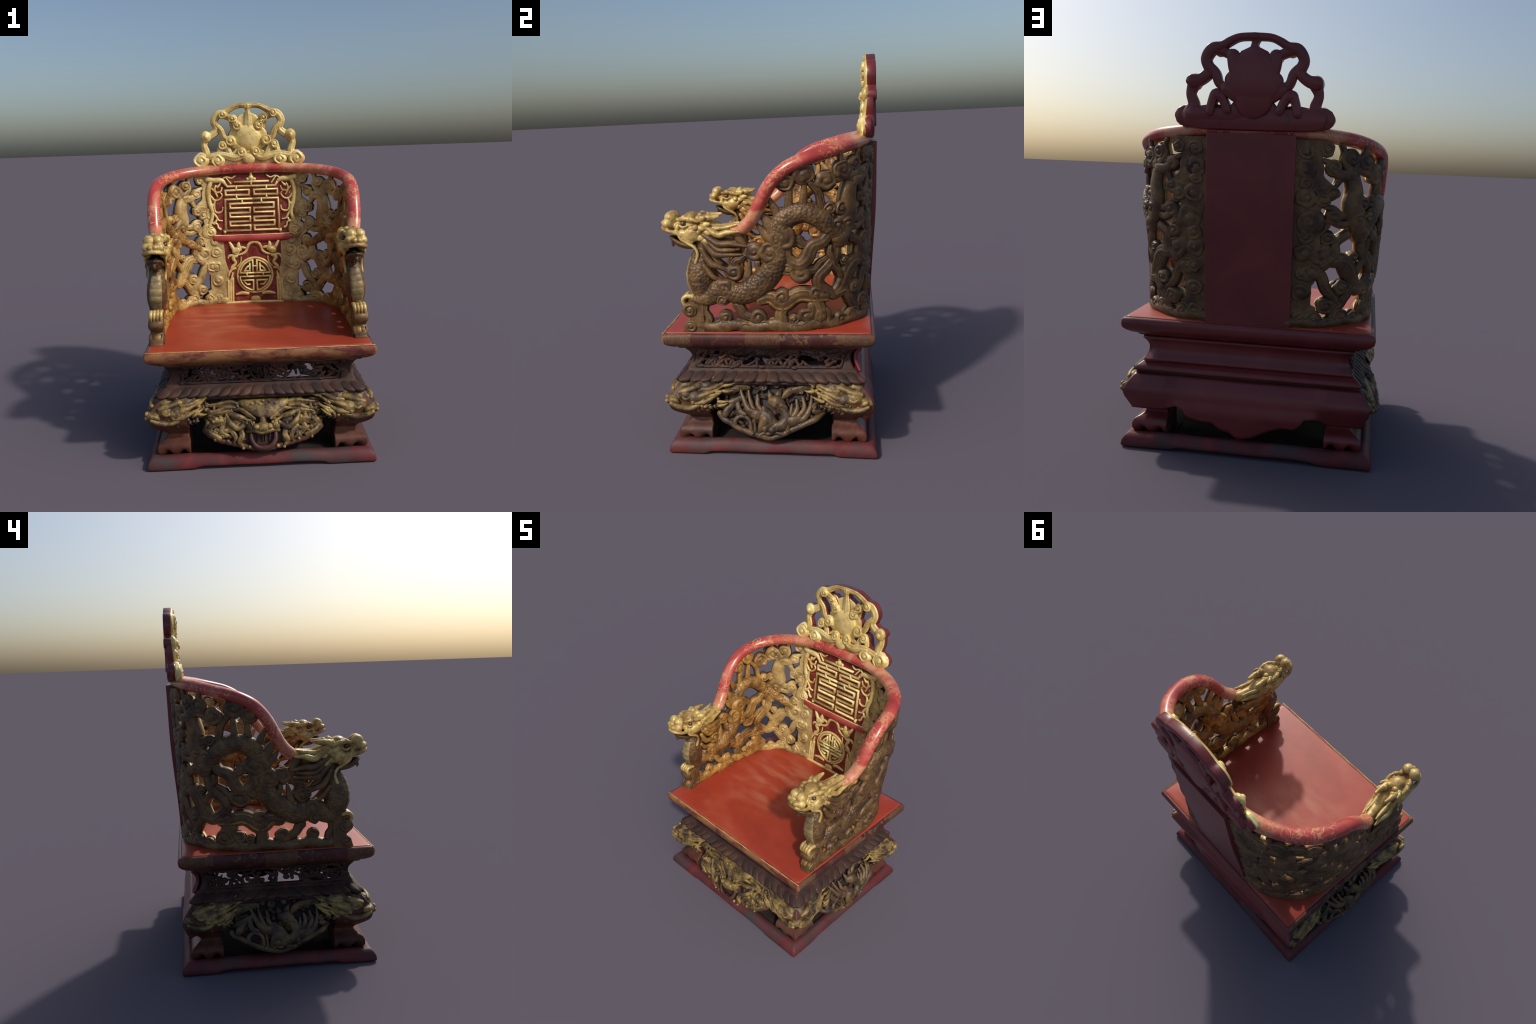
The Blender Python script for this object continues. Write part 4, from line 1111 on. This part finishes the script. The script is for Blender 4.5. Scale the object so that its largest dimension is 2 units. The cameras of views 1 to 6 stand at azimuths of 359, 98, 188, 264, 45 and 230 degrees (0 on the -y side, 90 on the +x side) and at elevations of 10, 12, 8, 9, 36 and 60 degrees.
def build_arm_dragon(root, side):
    g = empty("arm_dragon", root)
    def xo(z): return np.interp(z, [.72, .95, 1.18], [.008, .004, .0]) + side * np.interp(z, [.72, .95, 1.18], [.558, .545, .528])
    x0 = float(xo(.74))
    def X(dx, y, z): return np.array((xo(z) + dx, y, z))
    up = np.array([0, 0, 1.0]); fx = np.array([1.0, 0, 0])
    def tb(c, mat, name, k=14, ridge=0, ref=fx, flat=1.0, seg=0, segn=1, nr=3, ret=False, step=.01):
        """c rows (dx, y, z, r)"""
        A = spline(c, step)
        P = A[:, :3].copy(); P[:, 0] += xo(P[:, 2])
        v = tube(P, np.repeat(np.array(ref)[None], len(P), 0), np.maximum(A[:, 3], .0015), np.maximum(A[:, 3] * flat, .0015), k, ridge, nr, seg=seg, segn=segn)
        if ret: return v
        return add(name, *v, mat, g)
    # chest column: scaled flanks, belly plates in front
    cy = .020 if side > 0 else .006
    tb([(0, -.29, 1.13, .045), (0, -.312 + cy, 1.075, .046), (0, -.328 + cy, 1.02, .060), (0, -.332 + cy, .965, .069), (0, -.331 + cy, .91, .068), (0, -.322 + cy, .86, .056), (0, -.312 + cy, .82, .044)], "scale", "chest", 24, flat=.80)
    zc = np.linspace(1.045, .868, 34)
    yc = np.interp(zc, [.82, .86, .91, .965, 1.02, 1.075], [-.312, -.322, -.331, -.332, -.328, -.312])
    rr = np.interp(zc, [.82, .86, .91, .965, 1.02, 1.075], [.044, .056, .069, .070, .060, .047])
    st = .0030 * np.abs(np.sin(np.linspace(0, 5 * math.pi, 34)))
    P = np.stack([xo(zc), yc + cy - rr + .010 - st, zc], 1)
    add("belly_plate", *tube(P, np.repeat([[0, -1.0, 0]], 34, 0), rr * .50, .0125, 18), "belly", g)
    # neck to the rail
    tb([(0, -.315, 1.165, .050), (0, -.26, 1.174, .055), (0, -.20, 1.160, .050), (side * .01, -.14, 1.166, .043), (side * .02, -.10, 1.178, .034)], "head", "neck", 20, ridge=.06, nr=5, flat=.78)
    # head
    parts = []
    B = lambda dx, y, z, r: parts.append(ball(X(dx, y, z), r))
    B(0, -.335, 1.205, (.058, .068, .054)); B(0, -.342, 1.228, (.048, .048, .041)); B(0, -.40, 1.200, (.042, .065, .030))
    B(0, -.445, 1.205, (.044, .040, .026)); B(0, -.30, 1.175, (.055, .05, .05))
    for s in (1, -1):
        B(s * .023, -.444, 1.244, (.030, .033, .030)); B(s * .034, -.460, 1.214, (.027, .028, .025)); B(s * .012, -.484, 1.216, (.018, .016, .016))
        B(s * .046, -.330, 1.162, (.028, .050, .038)); B(s * .040, -.38, 1.165, (.020, .045, .020))
        parts.append(tb([(s * .030, -.405, 1.232, .010), (s * .050, -.375, 1.240, .013), (s * .058, -.335, 1.236, .013), (s * .060, -.30, 1.225, .008)], "", "", ret=True))
        parts.append(tb([(s * .046, -.36, 1.150, .012), (s * .052, -.41, 1.168, .012), (s * .052, -.455, 1.180, .011), (s * .026, -.487, 1.190, .010), (0, -.494, 1.194, .010)], "", "", ret=True))
        parts.append(tb([(s * .040, -.405, 1.205, .012), (s * .047, -.410, 1.18, .012), (s * .050, -.385, 1.15, .011), (s * .045, -.34, 1.125, .012)], "", "", ret=True))
    fuse("head", parts, .0040, "head", g, 2, .5)
    jaw = [tb([(0, -.315, 1.098, .030), (0, -.365, 1.092, .028), (0, -.41, 1.105, .030), (0, -.442, 1.124, .024)], "", "", ret=True, ref=up, flat=.42)]
    jaw[0] = (jaw[0][0], jaw[0][1])
    for s in (1, -1):
        jaw.append(tb([(s * .034, -.33, 1.10, .012), (s * .036, -.39, 1.112, .010), (s * .030, -.435, 1.134, .010), (0, -.456, 1.142, .010)], "", "", ret=True))
    jaw.append(tb([(0, -.44, 1.12, .014), (0, -.448, 1.108, .010), (0, -.446, 1.094, .003)], "", "", ret=True))
    fuse("lower_jaw", jaw, .004, "side", g, 2, .5)
    tb([(0, -.33, 1.118, .020), (0, -.38, 1.124, .020), (0, -.42, 1.140, .010)], "knee", "tongue", ref=up, flat=.35)
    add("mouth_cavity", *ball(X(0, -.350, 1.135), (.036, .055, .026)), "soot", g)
    for s in (1, -1):
        add("eye", *ball(X(s * .050, -.376, 1.215), .0135), "eye", g)
        tb([(s * .046, -.396, 1.206, .005), (s * .060, -.378, 1.199, .006), (s * .056, -.355, 1.204, .005)], "head", "eyelid", 8)
        tb([(s * .034, -.285, 1.236, .022), (s * .038, -.245, 1.240, .017), (s * .036, -.205, 1.246, .009)], "head", "horn", 10)
        for y, z, dy, dz in ((-.30, 1.235, .045, .012), (-.285, 1.205, .055, .010), (-.275, 1.172, .050, -.005), (-.285, 1.14, .042, -.022), (-.31, 1.190, .05, .0), (-.31, 1.150, .045, -.01)):
            tb([(s * .048, y, z, .019), (s * .060, y + dy * .40, z + dz * .4, .017), (s * .062, y + dy * .75, z + dz * .8, .009)], "head", "frill_spine", 8, ref=(s, 0, .2), flat=.6)
        add("crown_curl", *join([ball(X(s * dx, y, z), rr) for dx, y, z, rr in ((.020, -.292, 1.250, .018), (.044, -.300, 1.238, .017), (.030, -.268, 1.240, .019), (.052, -.278, 1.222, .013), (.058, -.345, 1.238, .014), (.048, -.372, 1.244, .013), (.060, -.315, 1.196, .017), (.060, -.300, 1.172, .013))]), "head", g, kind="stuff")
        add("cheek_boss", *ball(X(s * .064, -.325, 1.155), (.008, .02, .016)), "head", g)
        for c in ([(.052, -.27, 1.195, .015), (.054, -.205, 1.165, .018), (.05, -.157, 1.166, .015), (.046, -.095, 1.172, .006)],
                  [(.056, -.275, 1.160, .016), (.056, -.204, 1.112, .019), (.050, -.146, 1.116, .015), (.040, -.063, 1.106, .005)],
                  [(.054, -.280, 1.125, .016), (.054, -.223, 1.072, .019), (.046, -.170, 1.056, .015), (.036, -.086, 1.056, .005)],
                  [(.050, -.290, 1.085, .014), (.048, -.247, 1.025, .018), (.042, -.202, .993, .014), (.034, -.150, .975, .005)],
                  [(.040, -.285, 1.00, .012), (.038, -.241, .955, .014), (.034, -.200, .925, .006)],
                  [(.054, -.27, 1.140, .012), (.058, -.21, 1.09, .014), (.052, -.15, 1.09, .012), (.042, -.10, 1.082, .004)],
                  [(.040, -.285, 1.205, .014), (.036, -.22, 1.192, .015), (.034, -.16, 1.192, .012), (.036, -.11, 1.205, .005)]):
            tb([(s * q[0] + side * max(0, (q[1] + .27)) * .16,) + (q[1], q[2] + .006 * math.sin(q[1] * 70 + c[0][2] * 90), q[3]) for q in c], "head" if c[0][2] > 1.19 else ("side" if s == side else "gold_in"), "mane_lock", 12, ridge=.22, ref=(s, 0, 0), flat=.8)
        tb([(s * .050, -.41, 1.195, .008), (s * .054, -.395, 1.145, .008), (s * .050, -.36, 1.118, .008), (s * .048, -.325, 1.095, .008), (s * .046, -.312, 1.06, .008), (s * .044, -.325, 1.02, .009)], "head", "whisker", 8)
    # inner filling of the mane so the neck reads solid
    tb([(0, -.29, 1.12, .05), (side * .012, -.22, 1.10, .046), (side * .022, -.16, 1.105, .034), (side * .03, -.11, 1.11, .018)], "side", "mane", 14, flat=.75)
    tb([(0, -.30, 1.06, .04), (side * .008, -.25, 1.035, .03), (side * .02, -.20, 1.01, .018)], "side", "mane", 12, flat=.8)
    tb([(side * .03, -.115, 1.16, .030), (side * .034, -.085, 1.10, .024), (side * .032, -.06, 1.05, .020)], "side", "mane_root", 12, flat=.9)
    # paw on a cloud pedestal
    tb([(0, -.25, .835, .034), (0, -.31, .838, .032), (0, -.36, .842, .030)], "scale", "wrist", 14)
    for i in range(4):
        dx = -.027 + i * .018
        tb([(dx, -.355, .845, .012), (dx, -.388, .848, .012), (dx, -.405, .830, .011), (dx, -.398, .805, .008)], "head", "toe", 10)
    prof = [(-.30, .662), (-.402, .662), (-.406, .680), (-.398, .705), (-.380, .722), (-.374, .734), (-.388, .746), (-.406, .762), (-.412, .780), (-.405, .800), (-.385, .815), (-.30, .82)]
    P = spline([(a, b) for a, b in prof], .006)
    V, F = [], []
    xs = [(-.034, .94), (-.030, 1.0), (.030, 1.0), (.034, .94)]
    c0 = np.array((-.33, .74))
    for dx, sc in xs:
        q = c0 + (P - c0) * np.array((1 if sc == 1 else .95, 1 if sc == 1 else .97))
        V += [X(dx, a, b) for a, b in q]
    n = len(P)
    for i in range(3):
        for k2 in range(n):
            k3 = (k2 + 1) % n
            F.append((i * n + k2, i * n + k3, (i + 1) * n + k3, (i + 1) * n + k2))
    F.append(tuple(range(n))); F.append(tuple(range(3 * n, 4 * n)))
    sharp(add("cloud_pedestal", V, F, "side", g), 50)
    W = lambda s: (lambda u, v, nn: np.stack(np.broadcast_arrays(x0 + s * (.030 + np.asarray(nn)), -.33 - np.asarray(u), np.asarray(v)), -1))
    for s in (1, -1):
        for (u, v, rr, h) in ((.040, .778, .036, 1), (.040, .695, .032, -1)):
            add("cloud_scroll", *scroll(W(s), u, v, rr, .006, .004, 1.6, h * s, 1, 0, .008, twoface=False, rings=10, seg=26), "side", g)

# ------------------------------------------------------------------ back panel and crest
def build_back(root):
    g = empty("backrest", root)
    yb = lambda z: .526 + (z - .68) * .050 + .010 * math.exp(-((z - 1.22) / .26) ** 2)
    yf = lambda z: .460 + (np.asarray(z, float) - .69) * .054      # leaning ground of the inner panels
    # plain red board
    def slab(name, x0, x1, z0, z1, front, mat, nz=24, xf=None, thick=None):
        V, F = [], []
        zs = np.linspace(z0, z1, nz)
        for z in zs:
            e = xf(z) if xf else (x0, x1)
            for x in (e[0], e[1]):
                V.append((x, front(z), z)); V.append((x, front(z) + thick if thick else yb(z), z))
        for i in range(nz - 1):
            a = i * 4; b = a + 4
            F += [(a, a + 2, b + 2, b), (a + 1, b + 1, b + 3, a + 3), (a, b, b + 1, a + 1), (a + 2, a + 3, b + 3, b + 2)]
        F += [(0, 1, 3, 2), (4 * nz - 4, 4 * nz - 2, 4 * nz - 1, 4 * nz - 3)]
        o = add(name, V, F, mat, g); sharp(o, 40)
        b = o.modifiers.new("round", "BEVEL"); b.width = .003; b.segments = 2; b.limit_method = "ANGLE"
        return o
    slab("back_board", -.203, .210, .662, 1.560, lambda z: yf(z) + .012, "back_red")
    slab("lower_ground", -.185, .195, .664, 1.11, lambda z: yf(z), "ground_red", thick=.03)
    edge = lambda z: (np.interp(z, [1.09, 1.10, 1.14, 1.175, 1.24, 1.30, 1.38, 1.45, 1.53], [-.24, -.268, -.297, -.29, -.272, -.262, -.275, -.285, -.28]),
                      np.interp(z, [1.09, 1.10, 1.14, 1.175, 1.24, 1.30, 1.38, 1.45, 1.53], [.26, .285, .32, .312, .292, .28, .292, .303, .30]))
    slab("upper_panel", -.28, .30, 1.09, 1.535, lambda z: yf(z) - .004, "ground_red", 40, edge, .022)

    def pl(y):
        return lambda u, v, n: np.stack(np.broadcast_arrays(np.asarray(u, float), yf(v) + y - np.asarray(n, float), np.asarray(v, float)), -1)
    S = pl(-.004)
    # labyrinth "double joy" seal character: mirrored strokes
    ch = empty("joy_character", root)
    L = lambda pts, w=.0068, h=.013: add("character_stroke", *mitre(S, pts, w, h * (1 + rng.uniform(-.05, .05)), 0), "gold", ch)
    cx = .008
    L([(cx - .108, 1.490), (cx + .113, 1.490)]); L([(cx, 1.510), (cx, 1.464)])
    L([(cx - .172, 1.482), (cx - .160, 1.461), (cx + .162, 1.461), (cx + .174, 1.486)])
    for s in (1, -1):
        m = lambda P: [(cx + s * (x - 0), z) for x, z in P]
        L(m([(.100, 1.461), (.100, 1.436)]))
        add("character_stroke", *mitre(S, m([(.018, 1.436), (.172, 1.436), (.172, 1.404), (.018, 1.404)]), .0068, .0131, 0, True), "gold", ch)
        L(m([(.100, 1.404), (.100, 1.376)]))
        L(m([(.0, 1.3765), (.175, 1.3765), (.180, 1.168)]))
        L(m([(.064, 1.376), (.064, 1.347)]))
        zs = [1.347, 1.316, 1.286, 1.257, 1.228, 1.199, 1.168]
        path = [(.0, zs[0]), (.146, zs[0]), (.146, zs[1]), (.014, zs[1]), (.014, zs[2]), (.147, zs[2]), (.147, zs[3]), (.014, zs[3]), (.014, zs[4]), (.148, zs[4]), (.148, zs[5]), (.014, zs[5]), (.014, zs[6]), (.190, zs[6])]
        L(m(path))
        add("character_knob", *sball(S, cx + s * .186, 1.160, .008, .010, .010), "gold", ch)
        # side vines in the frame
        vn = [[(.265, 1.50, .014), (.285, 1.44, .016), (.280, 1.36, .014), (.262, 1.29, .012), (.275, 1.235, .012), (.288, 1.20, .010)],
              [(.29, 1.515, .020), (.25, 1.505, .018), (.21, 1.505, .018), (.185, 1.495, .014), (.172, 1.475, .008)],
              [(.262, 1.45, .006), (.235, 1.425, .007), (.205, 1.43, .006), (.195, 1.455, .005)], [(.235, 1.47, .006), (.245, 1.44, .008), (.228, 1.40, .006)],
              [(.270, 1.40, .008), (.245, 1.372, .007), (.215, 1.378, .006), (.195, 1.405, .005), (.205, 1.42, .004)],
              [(.240, 1.375, .005), (.250, 1.345, .007), (.245, 1.30, .006), (.222, 1.29, .008), (.200, 1.30, .005), (.194, 1.325, .005)],
              [(.255, 1.29, .005), (.240, 1.265, .008), (.225, 1.24, .006), (.202, 1.236, .005)], [(.255, 1.225, .008), (.235, 1.215, .006), (.228, 1.19, .007), (.215, 1.18, .009)],
              [(.240, 1.24, .007), (.252, 1.215, .006), (.27, 1.225, .005)], [(.20, 1.505, .005), (.165, 1.525, .006), (.13, 1.515, .006), (.105, 1.53, .005)], [(.165, 1.52, .005), (.150, 1.50, .005), (.135, 1.48, .005)],
              [(.225, 1.46, .009), (.21, 1.475, .006), (.20, 1.49, .004)], [(.26, 1.34, .010), (.275, 1.32, .006)]]
        for c in vn:
            add("panel_vine", *stube(S, [(cx + s * q[0], q[1], q[2], .004) for q in c], .9, .008, .1, k=10), "gold", g)
        add("panel_volute", *scroll(S, cx + s * .278, 1.163, .034, .012, .004, 1.8, s, 0, 0, .008, twoface=False), "gold", g)
    add("panel_finial", *join([sball(S, cx, 1.515, .006, (.018, .020), .014), sball(S, cx, 1.537, .006, (.010, .016), .012), sball(S, cx - .022, 1.506, .004, .012, .01), sball(S, cx + .022, 1.506, .004, .012, .01)]), "gold", g, kind="stuff")
    # gold fillet over the plain red bar
    F1 = [(cx + .285, 1.150, .007), (cx + .24, 1.138, .006), (cx, 1.133, .0065), (cx - .24, 1.137, .006), (cx - .275, 1.150, .007)]
    add("bar_fillet", *stube(S, [(a, b, c, .003) for a, b, c in F1], .9, k=10), "gold", g)
    for s in (1, -1):
        add("panel_rim", *stube(S, [(cx + s * .312, 1.165, .006, -.004), (cx + s * .305, 1.13, .006, -.004), (cx + s * .275, 1.105, .006, -.004), (cx + s * .235, 1.096, .004, -.004)], 1, k=10), "gold", g)
    add("panel_bar", *stube(S, [(cx - .262, 1.117, .020, .003), (cx, 1.114, .0235, .004), (cx + .262, 1.117, .020, .003)], .55, k=14), "red", g)

    # round long-life medallion
    Q = pl(0)
    md = empty("longevity_medallion", root)
    mx, mz, R = .014, .862, .118
    ring = lambda rr, n=48: [(mx + rr * math.cos(a), mz + rr * math.sin(a)) for a in np.linspace(0, TAU, n, endpoint=False)]
    add("medallion_rim", *mitre(Q, ring(R), .0075, .010, 0, True), "gold", md)
    def arc(rr, a0, a1, n=14): return [(rr * math.cos(math.radians(a)), rr * math.sin(math.radians(a))) for a in np.linspace(a0, a1, n)]
    for s in (1, -1):
        m = lambda P: [(mx + s * x, mz + z) for x, z in P]
        st = [arc(.103, 13, 82) + [(.014, .028)],
              [(.034, .080), (.034, .030), (.070, .030)] + arc(.076, 24, 55, 6),
              [(.0, .062), (.014, .062)],
              [(.014, .100), (.014, .030)],
              [(0, .016), (.100, .016)], [(.055, .016), (.055, -.006)], [(0, -.008), (.101, -.008)],
              [(.101, -.010)] + arc(.103, -8, -80) + [(.013, -.100), (.013, -.034), (.078, -.034)] + arc(.084, -26, -48, 5) + [(.038, -.062)]]
        for i, P in enumerate(st):
            add("medallion_stroke", *mitre(Q, m(P), .0062, .015 + .0006 * i + .0002 * s, 0), "gold", md)
        # bat and blossom sprays round the medallion
        for c in ([(0, .228, .012), (.035, .210, .011), (.055, .165, .009), (.085, .145, .008), (.12, .140, .006)], [(.12, .135, .012), (.145, .12, .013), (.128, .085, .010), (.15, .06, .012), (.165, .025, .006)],
                  [(.095, .175, .012), (.105, .205, .014), (.10, .232, .004)], [(.06, .185, .008), (.085, .19, .010), (.10, .175, .008)], [(.135, .17, .012), (.15, .20, .012), (.165, .228, .008)],
                  [(.14, .14, .008), (.17, .135, .009), (.178, .118, .004)], [(.13, .05, .008), (.165, .035, .008), (.178, .0, .006)], [(.09, .125, .004), (.095, .09, .004), (.12, .06, .004)],
                  [(.15, .02, .005), (.16, -.03, .012)], [(.05, -.125, .010), (.09, -.120, .012), (.13, -.128, .007)], [(.11, .175, .020), (.135, .165, .018)]):
            add("blossom_spray", *stube(Q, [(mx + s * q[0], mz + q[1], q[2], .004) for q in c], .9, .006, .15, k=10), "gold", g)
        add("blossom", *scroll(Q, mx + s * .122, mz + .168, .026, .010, .004, 1.4, s, 0, 5, .008, twoface=False, rings=9, seg=25), "gold", g)
        for dx in (.150, .166, .181):
            add("tassel_strand", *stube(Q, [(mx + s * dx, mz - .02 - (dx - .15) * .5, .008, .004), (mx + s * (dx + .003), mz - .10, .0085, .003), (mx + s * (dx + .004), mz - .17, .008, .002)], 1, k=10), "gold", g)
    add("base_arch", *sball(Q, mx, .700, .002, (.034, .022), .010), "gold", g)
    add("base_fillet", *stube(Q, [(-.18, .676, .010, .006), (.0, .680, .010, .006), (.20, .676, .010, .006)], 1.0, k=10), "gold", g)
    build_crest(root)

def dstroke(ctrl, yfront, yback, dome=.014):
    """Openwork bar: gilt rounded face in front, red sides and flat red back."""
    A = spline([(x, z, r * 1.10 if r < .03 else r) for x, z, r in ctrl], .010)
    n = len(A)
    T = unit(np.gradient(A[:, :2], axis=0)); Nn = np.c_[-T[:, 1], T[:, 0]]
    # ends rounded in the plane
    a = np.radians([80, 50, 22])
    A0 = np.c_[A[0, :2] - T[0] * (A[0, 2] * np.sin(a))[:, None], A[0, 2] * np.cos(a)]
    A1 = np.c_[A[-1, :2] + T[-1] * (A[-1, 2] * np.sin(a))[:, None], A[-1, 2] * np.cos(a)][::-1]
    A = np.vstack([A0, A, A1]); Nn = np.vstack([[Nn[0]] * 3, Nn, [Nn[-1]] * 3]); n = len(A)
    sec = [(-.82, 0), (-1, .1), (-1, .62), (-.96, .80), (-.78, 1.0), (-.45, .93), (-.15, 1.06), (.25, 1.10), (.55, .95), (.80, 1.0), (.96, .80), (1, .62), (1, .1), (.82, 0)]
    V = []
    for i in range(n):
        x, z, r = A[i]
        yf = yfront(z)
        for c, d in sec:
            y = yback(z) + (yf - yback(z)) * min(d, .8) / .8
            if d > .8: y -= dome * (d - .8) / .2 * min(1, r / .02)
            V.append((x + Nn[i][0] * r * c, y, z + Nn[i][1] * r * c))
    k = len(sec); F, fm = [], []
    for i in range(n - 1):
        for j in range(k):
            j2 = (j + 1) % k
            F.append((i * k + j, i * k + j2, (i + 1) * k + j2, (i + 1) * k + j))
            fm.append(0 if 3 <= j <= 9 else 1)
    F += [tuple(range(k)), tuple(range((n - 1) * k, n * k))]; fm += [1, 1]
    return V, F, fm

def build_crest(root):
    g = empty("crest", root)
    yf0 = lambda z: np.interp(z, [1.6, 1.63, 1.70, 1.79, 2.0], [.502, .504, .515, .526, .522])
    yb0 = lambda z: .572 - (np.asarray(z, float) - 1.6) * .004
    def D(name, c, df=0.0, db=0.0, dome=.010):
        V, F, fm = dstroke(c, lambda z: yf0(z) + df + rng.uniform(-.0004, .0004) * 0, lambda z: yb0(z) - db, dome)
        o = add(name, V, F, None, g, ["gold", "back_red"], fm)
        return o
    k = iter(range(1000))
    dz = lambda: next(k) * .00022
    # backing slab along the bottom and the central body
    D("crest_board", [(-.285, 1.628, .046), (-.2, 1.622, .046), (0, 1.625, .05), (.2, 1.622, .046), (.285, 1.632, .046)], .010, .015 + dz(), .002)
    D("crest_board", [(0, 1.72, .092), (0, 1.76, .126), (0, 1.81, .130), (0, 1.85, .094)], .004, dz(), .002)
    D("crest_board", [(-.12, 1.625, .05), (.12, 1.625, .05)], .014, .014 + dz(), .002)
    for s in (1, -1):
        D("crest_board", [(s * .05, 1.80, .05), (s * .078, 1.86, .042), (s * .097, 1.902, .030)], .006, dz(), .002)
        D("crest_board", [(s * .03, 1.69, .06), (s * .10, 1.650, .036), (s * .20, 1.646, .030), (s * .28, 1.646, .034)], .010, .013 + dz(), .003)
        D("crest_board", [(s * .08, 1.74, .04), (s * .118, 1.758, .034)], .008, dz())
        # outer openwork
        D("crest_foot", [(s * .30, 1.634, .046), (s * .322, 1.636, .048)], .006, .030 + dz(), .004)
        D("cloud_stem", [(s * .300, 1.64, .034), (s * .280, 1.685, .024), (s * .293, 1.735, .020), (s * .282, 1.775, .026)], 0, .016 + dz())
        D("cloud_stem", [(s * .282, 1.790, .030), (s * .243, 1.800, .023), (s * .207, 1.835, .022), (s * .222, 1.888, .022), (s * .195, 1.932, .023), (s * .150, 1.945, .018), (s * .115, 1.966, .016), (s * .070, 1.984, .014), (s * .0, 1.988, .0145)], 0, dz())
        D("cloud_stem", [(s * .166, 1.932, .022), (s * .13, 1.915, .018), (s * .098, 1.900, .020), (s * .075, 1.860, .022)], -.004, dz())
        D("cloud_stem", [(s * .208, 1.862, .016), (s * .178, 1.828, .019), (s * .158, 1.780, .018), (s * .112, 1.758, .022)], -.004, dz())
        D("cloud_stem", [(s * .20, 1.655, .018), (s * .188, 1.71, .018), (s * .170, 1.736, .022), (s * .142, 1.712, .018), (s * .12, 1.665, .018)], 0, dz())
        D("cloud_stem", [(s * .270, 1.658, .020), (s * .18, 1.670, .020), (s * .09, 1.648, .022), (s * .03, 1.672, .018)], -.008, .03 + dz())
        D("cloud_stem", [(s * .262, 1.80, .018), (s * .245, 1.80, .016)], -.002, dz())
    D("flame", [(0, 1.974, .024), (0, 1.962, .014), (.004, 1.93, .018), (.005, 1.88, .026), (.004, 1.865, .03)], -.002, dz())
    def PS(z0):
        return lambda u, v, n: np.stack(np.broadcast_arrays(np.asarray(u, float), yf0(np.asarray(v, float)) - np.asarray(n, float), np.asarray(v, float)), -1)
    S = PS(0)
    add("sun_disc", *sball(S, 0, 1.777, -.002, (.090, .092), .030), "gold", g)
    for s in (1, -1):
        for x, z, r, h in ((.316, 1.636, .052, 1), (.205, 1.634, .044, -1)):
            add("cloud_scroll", *scroll(S, s * x, z, r, .018, .02, 1.7, s * h, 0, 4, .012, .004, twoface=False), "gold", g)
        add("cloud_boss", *sball(S, s * .279, 1.790, .010, (.036, .040), .022), "gold", g)
        add("cloud_bead", *sball(S, s * .277, 1.788, .030, (.016, .018), .012), "gold", g)
        for x, z, r in ((.164, 1.930, .028), (.102, 1.902, .026), (.070, 1.856, .030), (.116, 1.760, .036), (.044, 1.685, .031), (.170, 1.732, .030), (.088, 1.880, .018)):
            add("cloud_curl", *scroll(S, s * x, z, r, .014, .01, 1.3, s, 1, 0, .010, .006, twoface=False, rings=9, seg=22), "gold", g)
    add("fan_boss", *sball(S, 0, 1.640, .006, (.042, .036), .018), "gold", g)

# ------------------------------------------------------------------ build
def main():
    for o in list(bpy.data.objects): bpy.data.objects.remove(o)
    make_materials()
    M["base_phx"] = M["base_brown"]
    root = empty("dragon_throne_chair")
    root["label"] = "carved red lacquer and gilded dragon armchair on pedestal"
    root["category"] = "carved armchair"
    build_base(root)
    build_rail(root)
    build_back(root)
    for side in (1, -1):
        build_screen(root, side)
    bpy.context.view_layer.update()

main()
